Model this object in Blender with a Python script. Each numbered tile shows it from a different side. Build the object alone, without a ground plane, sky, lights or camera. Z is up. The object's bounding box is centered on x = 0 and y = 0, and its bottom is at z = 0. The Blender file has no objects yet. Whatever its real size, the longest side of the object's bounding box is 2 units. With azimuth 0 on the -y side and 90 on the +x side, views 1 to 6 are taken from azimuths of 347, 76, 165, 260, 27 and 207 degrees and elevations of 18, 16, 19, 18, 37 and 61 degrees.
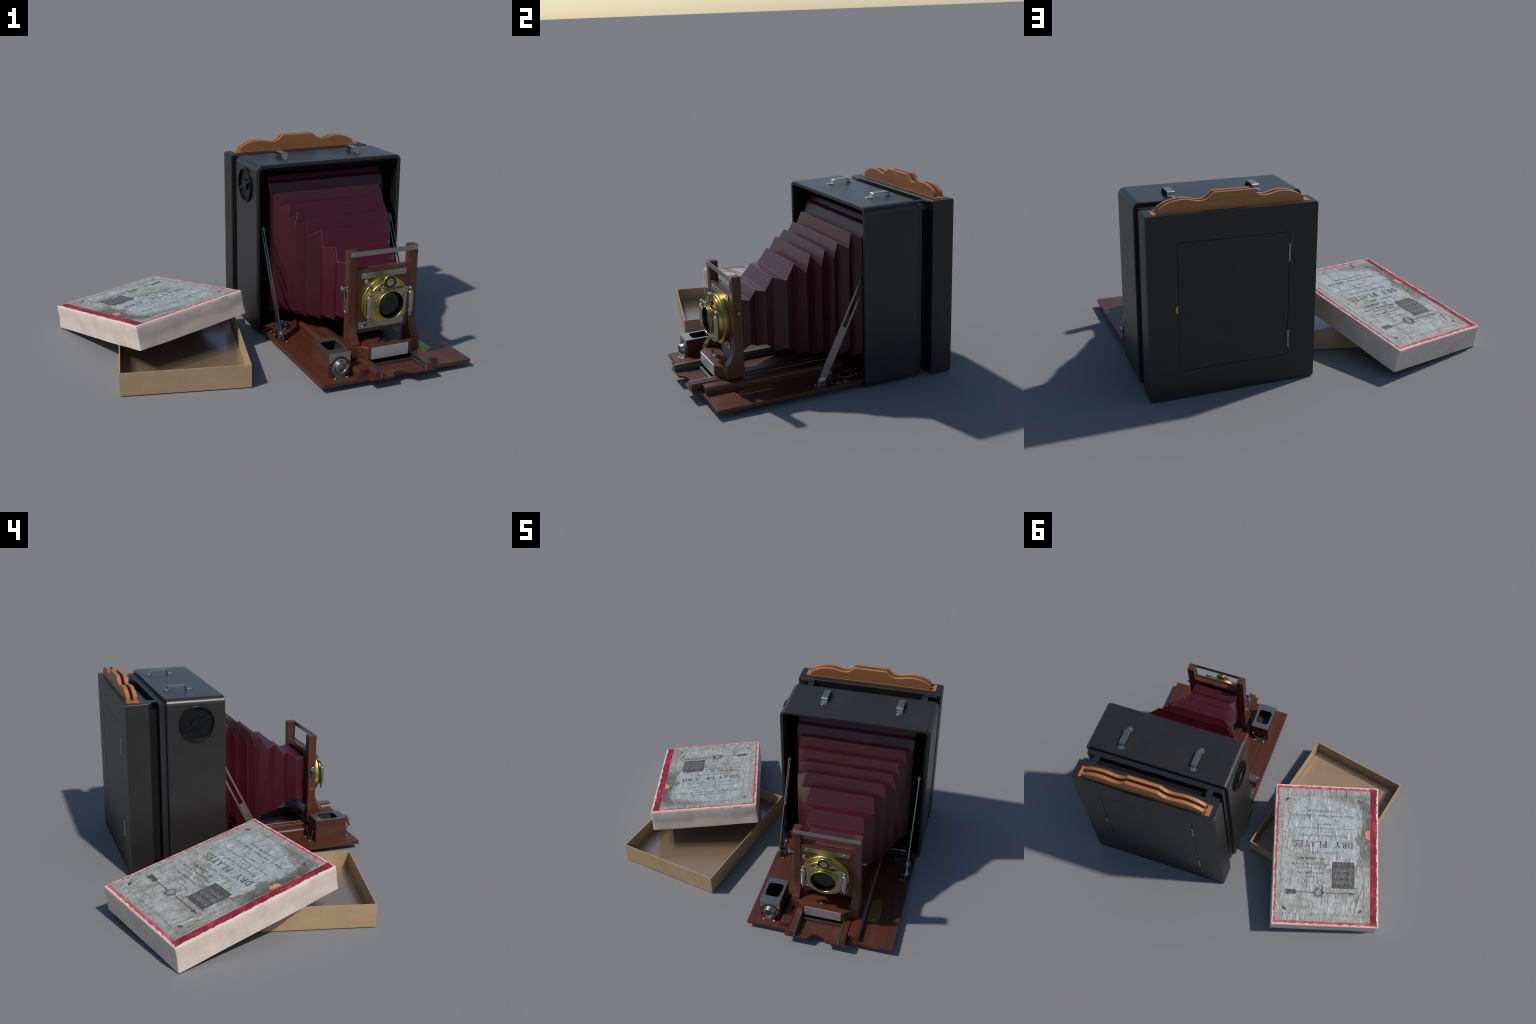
# Folding plate camera with a bellows, and an opened cardboard box for dry plates.
import bpy, bmesh, math, random
from mathutils import Vector, Matrix, noise

random.seed(7)
SC = bpy.context.scene.collection

# ------------------------------------------------------------------ materials
class NT:
    """Small helper to wire a Principled material."""
    def __init__(self, name):
        self.m = bpy.data.materials.new(name)
        self.m.use_nodes = True
        self.t = self.m.node_tree
        self.b = self.t.nodes["Principled BSDF"]
        self._co = None
    def new(self, kind, **kw):
        n = self.t.nodes.new(kind)
        for k, v in kw.items():
            setattr(n, k, v)
        return n
    def link(self, a, b):
        self.t.links.new(a, b)
    def co(self):
        if self._co is None:
            self._co = self.new("ShaderNodeTexCoord").outputs["Object"]
        return self._co
    def mapped(self, scale, loc=(0, 0, 0)):
        n = self.new("ShaderNodeMapping")
        n.inputs["Scale"].default_value = scale
        n.inputs["Location"].default_value = loc
        self.link(self.co(), n.inputs["Vector"])
        return n.outputs["Vector"]
    def noise(self, scale, detail=4, rough=0.55, stretch=(1, 1, 1), loc=(0, 0, 0), dist=0.0):
        n = self.new("ShaderNodeTexNoise")
        n.inputs["Scale"].default_value = scale
        n.inputs["Detail"].default_value = detail
        n.inputs["Roughness"].default_value = rough
        n.inputs["Distortion"].default_value = dist
        self.link(self.mapped(stretch, loc), n.inputs["Vector"])
        return n.outputs["Fac"]
    def ramp(self, fac, stops, interp="LINEAR"):
        n = self.new("ShaderNodeValToRGB")
        n.color_ramp.interpolation = interp
        e = n.color_ramp.elements
        while len(e) < len(stops):
            e.new(0.5)
        for i, (p, c) in enumerate(stops):
            e[i].position = p
            e[i].color = (*c, 1) if len(c) == 3 else c
        self.link(fac, n.inputs["Fac"])
        return n.outputs["Color"]
    def math(self, op, a, b=None, c=None, clamp=False):
        n = self.new("ShaderNodeMath", operation=op, use_clamp=clamp)
        for i, v in enumerate((a, b, c)):
            if v is None:
                continue
            if isinstance(v, (int, float)):
                n.inputs[i].default_value = v
            else:
                self.link(v, n.inputs[i])
        return n.outputs[0]
    def smooth(self, v, lo, hi):
        n = self.new("ShaderNodeMapRange", interpolation_type="SMOOTHSTEP")
        self.link(v, n.inputs["Value"])
        n.inputs["From Min"].default_value = lo
        n.inputs["From Max"].default_value = hi
        return n.outputs["Result"]
    def mix(self, fac, a, b, kind="MIX"):
        n = self.new("ShaderNodeMix", data_type="RGBA", blend_type=kind)
        if isinstance(fac, (int, float)):
            n.inputs[0].default_value = fac
        else:
            self.link(fac, n.inputs[0])
        for s, v in ((6, a), (7, b)):
            if isinstance(v, tuple):
                n.inputs[s].default_value = (*v, 1)
            else:
                self.link(v, n.inputs[s])
        return n.outputs[2]
    def bump(self, height, strength, dist=0.002):
        n = self.new("ShaderNodeBump")
        n.inputs["Strength"].default_value = strength
        n.inputs["Distance"].default_value = dist
        self.link(height, n.inputs["Height"])
        self.link(n.outputs["Normal"], self.b.inputs["Normal"])
    def xyz(self):
        n = self.new("ShaderNodeSeparateXYZ")
        self.link(self.co(), n.inputs[0])
        return n.outputs
    def color(self, c):
        if isinstance(c, tuple):
            self.b.inputs["Base Color"].default_value = (*c, 1)
        else:
            self.link(c, self.b.inputs["Base Color"])
    def set(self, **kw):
        for k, v in kw.items():
            s = self.b.inputs[k.replace("_", " ")]
            if isinstance(v, (int, float)):
                s.default_value = v
            else:
                self.link(v, s)


def leather(name, col, rough, grain=260, strength=0.12, spec=0.5):
    n = NT(name)
    f = n.noise(9, 5, 0.6)
    n.color(n.ramp(f, [(0.3, tuple(c * 0.85 for c in col)), (0.7, tuple(c * 1.15 for c in col))]))
    n.set(Roughness=rough, Specular_IOR_Level=spec)
    n.bump(n.noise(grain, 3, 0.6, stretch=(1, 1, 0.35)), strength, 0.0015)
    return n.m


def wood(name, dark, mid, light, along, rough=0.38, fine=70, bump=0.05):
    n = NT(name)
    st = [1.0, 1.0, 1.0]
    st["xyz".index(along)] = 0.05
    st = tuple(st)
    a = n.noise(fine, 5, 0.6, stretch=st)
    b = n.noise(11, 3, 0.5, stretch=tuple(s if s == 1 else 0.12 for s in st), dist=0.6)
    f = n.math("ADD", n.math("MULTIPLY", a, 0.5), n.math("MULTIPLY", b, 0.5))
    n.color(n.ramp(f, [(0.32, dark), (0.5, mid), (0.68, light)]))
    n.set(Roughness=rough)
    n.bump(a, bump, 0.001)
    return n.m


def metal(name, col, rough, grain=0.06):
    n = NT(name)
    n.color(col)
    f = n.noise(45, 3, 0.6)
    n.set(Metallic=1.0, Roughness=n.math("MULTIPLY_ADD", f, grain, rough - grain / 2))
    return n.m


def plain(name, col, rough, spec=0.5):
    n = NT(name)
    f = n.noise(30, 3, 0.6)
    n.color(n.ramp(f, [(0.3, tuple(c * 0.92 for c in col)), (0.7, tuple(c * 1.08 for c in col))]))
    n.set(Roughness=rough, Specular_IOR_Level=spec)
    return n.m


M_BODY = leather("black_leatherette", (0.0225, 0.0198, 0.0190), 0.335, grain=190, strength=0.22)  # base tinted warmer for the brownish occlusion shading baked on the sides
M_HOLDER = leather("black_cloth", (0.0185, 0.0163, 0.0155), 0.42)
M_FRAME = leather("black_paint", (0.014, 0.016, 0.018), 0.42, strength=0.04)
M_INNER = plain("dull_black", (0.006, 0.006, 0.006), 0.7, 0.2)
M_DIAL = plain("black_enamel", (0.0040, 0.0043, 0.0041), 0.34, 0.28)
M_BELLOWS = leather("red_leather", (0.058, 0.0042, 0.0105), 0.37, grain=420, strength=0.05)
M_MAHO_Y = wood("mahogany_board", (0.055, 0.0145, 0.0075), (0.082, 0.0225, 0.0108), (0.112, 0.033, 0.0145), "y")
M_MAHO_X = wood("mahogany_rail", (0.059, 0.0155, 0.0075), (0.086, 0.0235, 0.0108), (0.116, 0.034, 0.0138), "x")
M_MAHO_Z = wood("mahogany_post", (0.060, 0.0170, 0.0078), (0.094, 0.0275, 0.0120), (0.130, 0.040, 0.0158), "z")
M_PINE = wood("varnished_pine", (0.31, 0.113, 0.034), (0.38, 0.147, 0.045), (0.45, 0.185, 0.060), "x", rough=0.5, fine=50)
M_NICKEL = metal("nickel", (0.37, 0.355, 0.32), 0.37)
M_NICKEL_DARK = metal("tarnished_nickel", (0.25, 0.24, 0.215), 0.38)
M_NICKEL_PLATE = metal("bright_nickel", (0.74, 0.74, 0.77), 0.50)
M_CHROME = metal("polished_nickel", (0.45, 0.435, 0.405), 0.24)
M_BRASS = metal("brass", (0.52, 0.410, 0.115), 0.36)
M_BRASS_DULL = metal("dull_brass", (0.42, 0.36, 0.10), 0.38)
M_BLUED = plain("blued_steel", (0.012, 0.017, 0.022), 0.4)

def glass_material():
    n = NT("dark_lens_glass")
    n.color((0.004, 0.005, 0.006))
    n.set(Roughness=0.12, Specular_IOR_Level=0.35)
    return n.m
M_GLASS = glass_material()

# ------------------------------------------------------------------ mesh helpers
def finish(bm, name, mat, parent=None, angle=35, bevel=0.0, seg=2, bevel_angle=30, weighted=True):
    bmesh.ops.remove_doubles(bm, verts=bm.verts, dist=1e-6)
    bmesh.ops.recalc_face_normals(bm, faces=bm.faces)
    if bevel > 0:
        ed = [e for e in bm.edges if len(e.link_faces) == 2 and e.calc_face_angle(0) > math.radians(bevel_angle)]
        bmesh.ops.bevel(bm, geom=ed, offset=bevel, offset_type="OFFSET", segments=seg, profile=0.5,
                        affect="EDGES", clamp_overlap=True)
    me = bpy.data.meshes.new(name)
    bm.to_mesh(me)
    bm.free()
    for p in me.polygons:
        p.use_smooth = True
    me.set_sharp_from_angle(angle=math.radians(angle))
    me.materials.append(mat)
    ob = bpy.data.objects.new(name, me)
    SC.objects.link(ob)
    if weighted:
        wn = ob.modifiers.new("flat_faces", "WEIGHTED_NORMAL")
        wn.keep_sharp = True
        wn.weight = 100
    if parent:
        ob.parent = parent
    return ob


def add_box(bm, x0, x1, y0, y1, z0, z1):
    v = [bm.verts.new((x, y, z)) for x in (x0, x1) for y in (y0, y1) for z in (z0, z1)]
    for f in ((0, 1, 3, 2), (4, 6, 7, 5), (0, 4, 5, 1), (2, 3, 7, 6), (0, 2, 6, 4), (1, 5, 7, 3)):
        bm.faces.new([v[i] for i in f])
    return v


def box(name, x, y, z, mat, parent=None, bevel=0.002, seg=2):
    bm = bmesh.new()
    add_box(bm, *x, *y, *z)
    return finish(bm, name, mat, parent, bevel=bevel, seg=seg)


def to3(p, axis, a):
    """2-D outline point to 3-D: axis x -> (y,z), y -> (x,z), z -> (x,y)."""
    return {"x": (a, p[0], p[1]), "y": (p[0], a, p[1]), "z": (p[0], p[1], a)}[axis]


def add_prism(bm, pts, axis, a0, a1):
    lo = [bm.verts.new(to3(p, axis, a0)) for p in pts]
    hi = [bm.verts.new(to3(p, axis, a1)) for p in pts]
    bm.faces.new(lo)
    bm.faces.new(hi)
    n = len(pts)
    for i in range(n):
        bm.faces.new((lo[i], lo[(i + 1) % n], hi[(i + 1) % n], hi[i]))


def prism(name, pts, axis, a, mat, parent=None, bevel=0.0, seg=2, angle=35):
    bm = bmesh.new()
    add_prism(bm, pts, axis, *a)
    return finish(bm, name, mat, parent, bevel=bevel, seg=seg, angle=angle, bevel_angle=40)


def add_ring_prism(bm, outer, inner, axis, a0, a1):
    """Slab with a hole; outer and inner have the same number of points."""
    n = len(outer)
    L = [[bm.verts.new(to3(p, axis, a)) for p in q] for q in (outer, inner) for a in (a0, a1)]
    o0, o1, i0, i1 = L
    for k in range(n):
        j = (k + 1) % n
        bm.faces.new((o0[k], o0[j], o1[j], o1[k]))
        bm.faces.new((i0[k], i1[k], i1[j], i0[j]))
        bm.faces.new((o0[k], i0[k], i0[j], o0[j]))
        bm.faces.new((o1[k], o1[j], i1[j], i1[k]))


def ring_prism(name, outer, inner, axis, a, mat, parent=None, bevel=0.0, angle=35):
    bm = bmesh.new()
    add_ring_prism(bm, outer, inner, axis, *a)
    return finish(bm, name, mat, parent, bevel=bevel, angle=angle)


def rrect(x0, x1, y0, y1, r, n=6):
    p = []
    for cx, cy, s in ((x1 - r, y1 - r, 0), (x0 + r, y1 - r, 90), (x0 + r, y0 + r, 180), (x1 - r, y0 + r, 270)):
        for i in range(n + 1):
            a = math.radians(s + 90 * i / n)
            p.append((cx + r * math.cos(a), cy + r * math.sin(a)))
    return p


def arc(cx, cy, r, a0, a1, n, ry=None):
    ry = r if ry is None else ry
    return [(cx + r * math.cos(math.radians(a0 + (a1 - a0) * i / n)),
             cy + ry * math.sin(math.radians(a0 + (a1 - a0) * i / n))) for i in range(n + 1)]


def add_lathe(bm, prof, c, axis, seg=40):
    """Revolve (radius, height) profile about an axis through c; closes at radius 0."""
    ax = {"x": 0, "y": 1, "z": 2}[axis]
    o = [(ax + 1) % 3, (ax + 2) % 3]
    rows = []
    for r, h in prof:
        row = []
        for i in range(1 if r < 1e-7 else seg):
            a = 2 * math.pi * i / seg
            q = list(c)
            q[ax] += h
            q[o[0]] += r * math.cos(a)
            q[o[1]] += r * math.sin(a)
            row.append(bm.verts.new(q))
        rows.append(row)
    for A, B in zip(rows, rows[1:]):
        for i in range(seg):
            j = (i + 1) % seg
            q = [A[i % len(A)], A[j % len(A)], B[j % len(B)], B[i % len(B)]]
            u = []
            for v in q:
                if v not in u:
                    u.append(v)
            if len(u) > 2:
                bm.faces.new(u)


def lathe(name, prof, c, axis, mat, parent=None, seg=40, angle=35):
    bm = bmesh.new()
    add_lathe(bm, prof, c, axis, seg)
    return finish(bm, name, mat, parent, angle=angle, weighted=False)


def rounded_rod(r, h0, h1, ch=0.002):
    return [(0, h0), (r - ch, h0), (r, h0 + ch), (r, h1 - ch), (r - ch, h1), (0, h1)]


def add_tube(bm, pts, r, seg=10, flat=None):
    """Tube along a poly-line; flat=(w,h,up) gives a rectangular strip instead."""
    pts = [Vector(p) for p in pts]
    rings = []
    up0 = Vector(flat[2]) if flat else None
    prev = None
    for i, p in enumerate(pts):
        d = (pts[min(i + 1, len(pts) - 1)] - pts[max(i - 1, 0)]).normalized()
        if flat:
            s = up0
            t = d.cross(s).normalized()
            w, h = flat[0] / 2, flat[1] / 2
            ring = [bm.verts.new(p + s * a * w + t * b * h) for a, b in ((1, 1), (-1, 1), (-1, -1), (1, -1))]
        else:
            if prev is None:
                s = d.orthogonal().normalized()
            else:
                s = (prev - d * prev.dot(d)).normalized()
            prev = s
            t = d.cross(s)
            ring = [bm.verts.new(p + (s * math.cos(2 * math.pi * k / seg) + t * math.sin(2 * math.pi * k / seg)) * r)
                    for k in range(seg)]
        rings.append(ring)
    for A, B in zip(rings, rings[1:]):
        n = len(A)
        for k in range(n):
            bm.faces.new((A[k], A[(k + 1) % n], B[(k + 1) % n], B[k]))
    bm.faces.new(rings[0][::-1])
    bm.faces.new(rings[-1])


def tube(name, pts, r, mat, parent=None, seg=10, flat=None, bevel=0.0):
    bm = bmesh.new()
    add_tube(bm, pts, r, seg, flat)
    return finish(bm, name, mat, parent, bevel=bevel, angle=40)


# shared screw head: a low dome on a collar, looking along +z
def screw_mesh(mat):
    bm = bmesh.new()
    prof = [(0, -0.6), (1.0, -0.6), (1.0, 0.12)] + [(math.cos(a), 0.12 + 0.5 * math.sin(a)) for a in
            [math.radians(d) for d in (18, 36, 54, 72)]] + [(0, 0.62)]
    add_lathe(bm, prof, (0, 0, 0), "z", 16)
    ob = finish(bm, "screw_master", mat, angle=50)
    me = ob.data
    bpy.data.objects.remove(ob)
    return me
SCREW = screw_mesh(M_CHROME)
SCREW_BRASS = screw_mesh(M_BRASS)
DIRS = {"+z": Matrix.Identity(3), "-y": Matrix.Rotation(math.radians(90), 3, "X"),
        "+y": Matrix.Rotation(math.radians(-90), 3, "X"), "-x": Matrix.Rotation(math.radians(-90), 3, "Y"),
        "+x": Matrix.Rotation(math.radians(90), 3, "Y")}


def screw(p, r, facing, parent, mesh=None):
    ob = bpy.data.objects.new("screw", mesh or SCREW)
    SC.objects.link(ob)
    ob.parent = parent
    ob.matrix_local = Matrix.Translation(p) @ (DIRS[facing].to_4x4()) @ Matrix.Diagonal((r, r, r, 1))
    return ob


# ================================================================== THE CAMERA
camera = bpy.data.objects.new("folding_plate_camera", None)
SC.objects.link(camera)
camera.location = (0.595, -0.6455, 0)
camera.rotation_euler = (0, 0, math.radians(8.4))
camera["label"] = "antique black folding plate camera with red bellows and brass lens"
camera["category"] = "camera"
CAM = camera

# ---- body: rounded black case, open towards the front
BX, BZ0, BZ1, BY0, BY1 = 0.4280, 0.001, 0.937, 0.787, 1.091
def case_ring(inset, r, n=6):
    return rrect(-BX + inset, BX - inset, BZ0 + inset, BZ1 - inset, r, n)
bm = bmesh.new()
rings = [(0.0, 0.034, BY1 - 0.004), (0.0, 0.034, BY0 + 0.003), (0.003, 0.031, BY0), (0.017, 0.022, BY0), (0.019, 0.021, BY0 + 0.002),
         (0.019, 0.021, BY0 + 0.016), (0.027, 0.018, BY0 + 0.018), (0.027, 0.018, BY1 - 0.03)]
vs = [[bm.verts.new((p[0], y, p[1])) for p in case_ring(i, r)] for i, r, y in rings]
for A, B in zip(vs, vs[1:]):
    n = len(A)
    for k in range(n):
        bm.faces.new((A[k], A[(k + 1) % n], B[(k + 1) % n], B[k]))
bm.faces.new(vs[-1])
back = [bm.verts.new((p[0], BY1, p[1])) for p in case_ring(0.004, 0.03)]
n = len(back)
for k in range(n):
    bm.faces.new((vs[0][(k + 1) % n], vs[0][k], back[k], back[(k + 1) % n]))
bm.faces.new(back[::-1])
bmesh.ops.recalc_face_normals(bm, faces=bm.faces)
body = finish(bm, "body", M_BODY, CAM, angle=30)
ring_prism("inner_lip", case_ring(0.0265, 0.0185), case_ring(0.0335, 0.014), "y", (BY0 + 0.026, BY0 + 0.048), M_INNER, body, bevel=0.0015)
body.data.materials.append(M_INNER)
for p in body.data.polygons:
    c = p.center
    if c.y > BY0 + 0.017 and c.y < BY1 - 0.001 and abs(c.x) < BX - 0.018 and BZ0 + 0.018 < c.z < BZ1 - 0.018:
        p.material_index = 1

# ---- round dial on the left side
DY, DZ = 0.937, 0.8095
lathe("dial", [(0, 0.002), (0.083, 0.002), (0.083, 0.0125), (0.0875, 0.0145), (0.0915, 0.0125), (0.0925, 0.006), (0.0925, -0.004), (0, -0.004)][::-1],
      (-BX, DY, DZ), "x", M_DIAL, body, 64).scale = (1, 1, 1)
for v in bpy.data.objects["dial"].data.vertices:
    v.co.x = -BX - (v.co.x + BX)
bpy.data.objects["dial"].data.flip_normals()
bm = bmesh.new()
ca, sa = math.cos(math.radians(25)), math.sin(math.radians(25))
def dp(a, b):          # bar coordinates -> (y, z)
    return (DY - a * ca - b * sa, DZ + a * sa - b * ca)
w = 0.0075
hub = 0.0285
ang = math.asin(w / hub)
pts = [(-0.081, -w), (-hub * math.cos(ang), -w)]
pts += [(hub * math.cos(t), hub * math.sin(t)) for t in [math.pi + ang + (math.pi - 2 * ang) * i / 14 for i in range(1, 14)]]
pts += [(hub * math.cos(ang), -w), (0.081, -w), (0.081, w), (hub * math.cos(ang), w)]
pts += [(hub * math.cos(t), hub * math.sin(t)) for t in [ang + (math.pi - 2 * ang) * i / 14 for i in range(1, 14)]]
pts += [(-hub * math.cos(ang), w), (-0.081, w)]
add_prism(bm, [dp(*p) for p in pts], "x", -BX - 0.001, -BX - 0.0125)
finish(bm, "dial_handle", M_DIAL, bpy.data.objects["dial"], bevel=0.0015)

# ---- two carrying strap loops on top
for cx in (0.2285, -0.2045):
    z = BZ1
    path = [(1.043, z + 0.0018), (1.0365, z + 0.0018), (1.0335, z + 0.005), (1.0305, z + 0.0195), (1.0265, z + 0.0228),
            (0.9425, z + 0.0228), (0.9385, z + 0.0195), (0.9355, z + 0.005), (0.9325, z + 0.0018), (0.914, z + 0.0018)]
    lp = tube("strap_loop", [(cx, y, zz) for y, zz in path], 0, M_NICKEL, body, flat=(0.036, 0.0036, (1, 0, 0)), bevel=0.0007)
    for yy in (1.041, 0.9165):
        bm = bmesh.new()
        add_lathe(bm, rounded_rod(0.0178, -0.001, 0.0032, 0.0008), (cx, yy, z), "z", 24)
        finish(bm, "strap_foot", M_NICKEL, lp)
        screw((cx, yy, z + 0.003), 0.0046, "+z", lp)

# ---- thin frame and connecting block behind the body
ring_prism("back_frame", [(-0.4065, 0.012), (0.4065, 0.012), (0.4065, 0.9135), (-0.4065, 0.9135)],
           [(-0.37, 0.05), (0.37, 0.05), (0.37, 0.885), (-0.37, 0.885)], "y", (BY1 - 0.001, 1.124), M_FRAME, CAM, bevel=0.002)
box("back_panel", (-0.372, 0.372), (1.095, 1.177), (0.065, 0.875), M_INNER, CAM, bevel=0.002)
for s in (1, -1):
    bm = bmesh.new()
    add_box(bm, *(sorted((s * 0.325, s * 0.405))), 1.160, 1.1775, 0.9165, 0.9205)
    add_box(bm, *(sorted((s * 0.32, s * 0.356))), 1.118, 1.164, 0.9135, 0.9175)
    finish(bm, "spring_clip", M_BLUED, CAM, bevel=0.001)

# ---- plate holder: flat black box with a rear door and two wooden dark slides
HY0, HY1 = 1.1765, 1.2968
hol = box("plate_holder", (-0.4255, 0.4255), (HY0, HY1 - 0.004), (0.0015, 0.9255), M_HOLDER, CAM, bevel=0.0065, seg=3)
bm = bmesh.new()
DX0, DX1, DZ0, DZ1 = -0.279, 0.279, 0.1433, 0.788
add_ring_prism(bm, rrect(-0.4245, 0.4245, 0.0025, 0.9245, 0.011, 6), rrect(DX0, DX1, DZ0, DZ1, 0.011, 6), "y", HY1 - 0.012, HY1)
finish(bm, "rear_panel", M_HOLDER, hol, bevel=0.0016, seg=2)
prism("door", rrect(DX0 + 0.0022, DX1 - 0.0022, DZ0 + 0.0022, DZ1 - 0.0022, 0.009, 6), "y", (HY1 - 0.012, HY1 - 0.0004), M_HOLDER, hol, bevel=0.0007)
for z0, z1 in ((0.636, 0.7315), (0.185, 0.2805)):
    bm = bmesh.new()
    add_lathe(bm, rounded_rod(0.0058, z0, z1, 0.001), (-0.2795, HY1 + 0.0005, 0), "z", 16)
    finish(bm, "door_hinge", M_NICKEL, hol)
prism("door_latch", arc(0.281, 0.4635, 0.0125, 90, -90, 14, 0.0212), "y", (HY1 - 0.002, HY1 + 0.0035), M_BRASS, hol, bevel=0.0006)
# wooden insert with two slots and two scalloped slides
SLOTS = ((1.2205, 1.2425), (1.2562, 1.2782))
bm = bmesh.new()
IX = 0.388
SX = 0.3625
for y0, y1 in ((1.2145, 1.2195), (1.2435, 1.2555), (1.2785, 1.2805)):
    add_box(bm, -SX, SX, y0, y1, 0.918, 0.9280)
add_box(bm, -IX, -SX - 0.0001, 1.2145, 1.2805, 0.918, 0.9281)
add_box(bm, SX + 0.0001, IX, 1.2145, 1.2805, 0.918, 0.9281)
finish(bm, "slide_mount", M_PINE, hol)
half = [(0.354, 0.949), (0.345, 0.9555), (0.328, 0.9655), (0.306, 0.9745), (0.282, 0.9808), (0.255, 0.984), (0.229, 0.9838),
        (0.206, 0.9795), (0.185, 0.9745), (0.166, 0.9712), (0.148, 0.9715), (0.132, 0.975), (0.118, 0.9832), (0.096, 1.0035), (0.0915, 1.005)]
half = [(x, z + 0.0015) for x, z in half]
outline = [(0.354, 0.9205)] + half + [(-x, z) for x, z in half[::-1]] + [(-0.354, 0.9205)]
for (y0, y1), tw in zip(SLOTS, (0, 0)):
    prism("dark_slide", outline, "y", (y0 + 0.0012, y1 - 0.0012), M_PINE, hol, bevel=0.0012, seg=2, angle=25)

# ---- bellows: concertina of four-sided folds (y, half width, z bottom, z top)
FOLDS = [(0.965, 0.337, 0.085, 0.858), (0.876, 0.337, 0.085, 0.858), (0.861, 0.337, 0.100, 0.837), (0.8435, 0.337, 0.110, 0.8215),
         (0.820, 0.335, 0.165, 0.763), (0.784, 0.293, 0.1285, 0.783), (0.762, 0.310, 0.185, 0.715), (0.720, 0.268, 0.134, 0.737),
         (0.689, 0.290, 0.186, 0.667), (0.660, 0.249, 0.140, 0.707), (0.6225, 0.280, 0.186, 0.634), (0.593, 0.219, 0.144, 0.682),
         (0.5585, 0.241, 0.182, 0.602), (0.5217, 0.177, 0.154, 0.6365), (0.472, 0.192, 0.1975, 0.562), (0.414, 0.1475, 0.182, 0.571),
         (0.367, 0.160, 0.228, 0.5135), (0.3285, 0.1235, 0.217, 0.511), (0.286, 0.145, 0.2365, 0.472), (0.228, 0.140, 0.206, 0.481)]
# mountain folds: even entries stand out above and below, odd ones at the sides
FOLDS = [(y, hw + (0.003 if k % 2 == 0 and 3 < k < 18 else 0.001), zb - (0.0 if k % 2 == 0 else 0.002), zt + (0.0 if k % 2 == 0 else 0.002)) for k, (y, hw, zb, zt) in enumerate(FOLDS)]
bm = bmesh.new()
vs = [[bm.verts.new((sx * hw, y, z)) for sx, z in ((-1, zb), (1, zb), (1, zt), (-1, zt))] for y, hw, zb, zt in FOLDS]
for A, B in zip(vs, vs[1:]):
    for k in range(4):
        bm.faces.new((A[k], A[(k + 1) % 4], B[(k + 1) % 4], B[k]))
bmesh.ops.recalc_face_normals(bm, faces=bm.faces)
fold_edges = [e for e in bm.edges if len(e.link_faces) == 2]
bmesh.ops.bevel(bm, geom=fold_edges, offset=0.0018, offset_type="OFFSET", segments=2, profile=0.5, affect="EDGES", clamp_overlap=True)
bellows = finish(bm, "bellows", M_BELLOWS, CAM, angle=75)
box("bellows_mount", (-0.395, 0.395), (0.93, 0.99), (0.03, 0.90), M_INNER, CAM, bevel=0.001)


# ---- bed: the drop-down base board
BEDT = 0.0435
bed_out = [(-0.409, 0.0), (0.409, 0.0)] + arc(0.384, 0.782, 0.025, 0, 90, 6) + arc(-0.384, 0.782, 0.025, 90, 180, 6)
bed = prism("bed", bed_out, "z", (0.0235, BEDT), M_MAHO_Y, CAM, bevel=0.0018)
for s in (1, -1):
    bm = bmesh.new()
    xin, xout = 0.161, 0.2235
    prof = [(xin, BEDT - 0.002), (xout, BEDT - 0.002), (xout, 0.066)] + \
           [(xout - 0.020 + 0.020 * math.cos(math.radians(a)), 0.064 + 0.0185 * math.sin(math.radians(a))) for a in (15, 32, 50, 70, 90)] + [(xin, 0.0825)]
    add_prism(bm, [(s * a, b) for a, b in prof], "y", 0.008, 0.76)
    finish(bm, "guide_rail", M_MAHO_Y, bed, bevel=0.0028, seg=2, angle=40, bevel_angle=50)
# sliding carriage between the rails with a thumb notch
notch = arc(0.0, -0.050, 0.0495, 180, 0, 18, 0.040)
front = [(-0.177, -0.050)] + notch + [(0.177, -0.050), (0.177, 0.006), (-0.177, 0.006)]
car = prism("carriage", front, "z", (0.0440, 0.0560), M_MAHO_X, bed, bevel=0.0012)
box("carriage_floor", (-0.166, 0.166), (0.0061, 0.74), (0.0440, 0.0520), M_MAHO_Y, car, bevel=0.0008)
for s in (1, -1):
    bm = bmesh.new()
    prof = [(0.1295, 0.0525), (0.1605, 0.0525), (0.1605, 0.079), (0.155, 0.0875), (0.150, 0.089), (0.1295, 0.089)]
    add_prism(bm, [(s * a, b) for a, b in prof], "y", -0.0485, 0.74)
    finish(bm, "carriage_rail", M_MAHO_Y, car, bevel=0.0025, seg=2, bevel_angle=50)
    bm = bmesh.new()
    prof = [(0.1165, 0.0525), (0.1290, 0.0525), (0.1290, 0.0915), (0.1170, 0.0915), (0.1170, 0.081), (0.1225, 0.079), (0.1225, 0.0695), (0.1165, 0.068)]
    add_prism(bm, [(s * a, b) for a, b in prof], "y", -0.0500, 0.74)
    finish(bm, "track", M_NICKEL_DARK, car, bevel=0.0006, seg=1)
box("cross_bar", (-0.116, 0.116), (0.079, 0.094), (0.0535, 0.0655), M_NICKEL_DARK, car, bevel=0.001)

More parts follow.
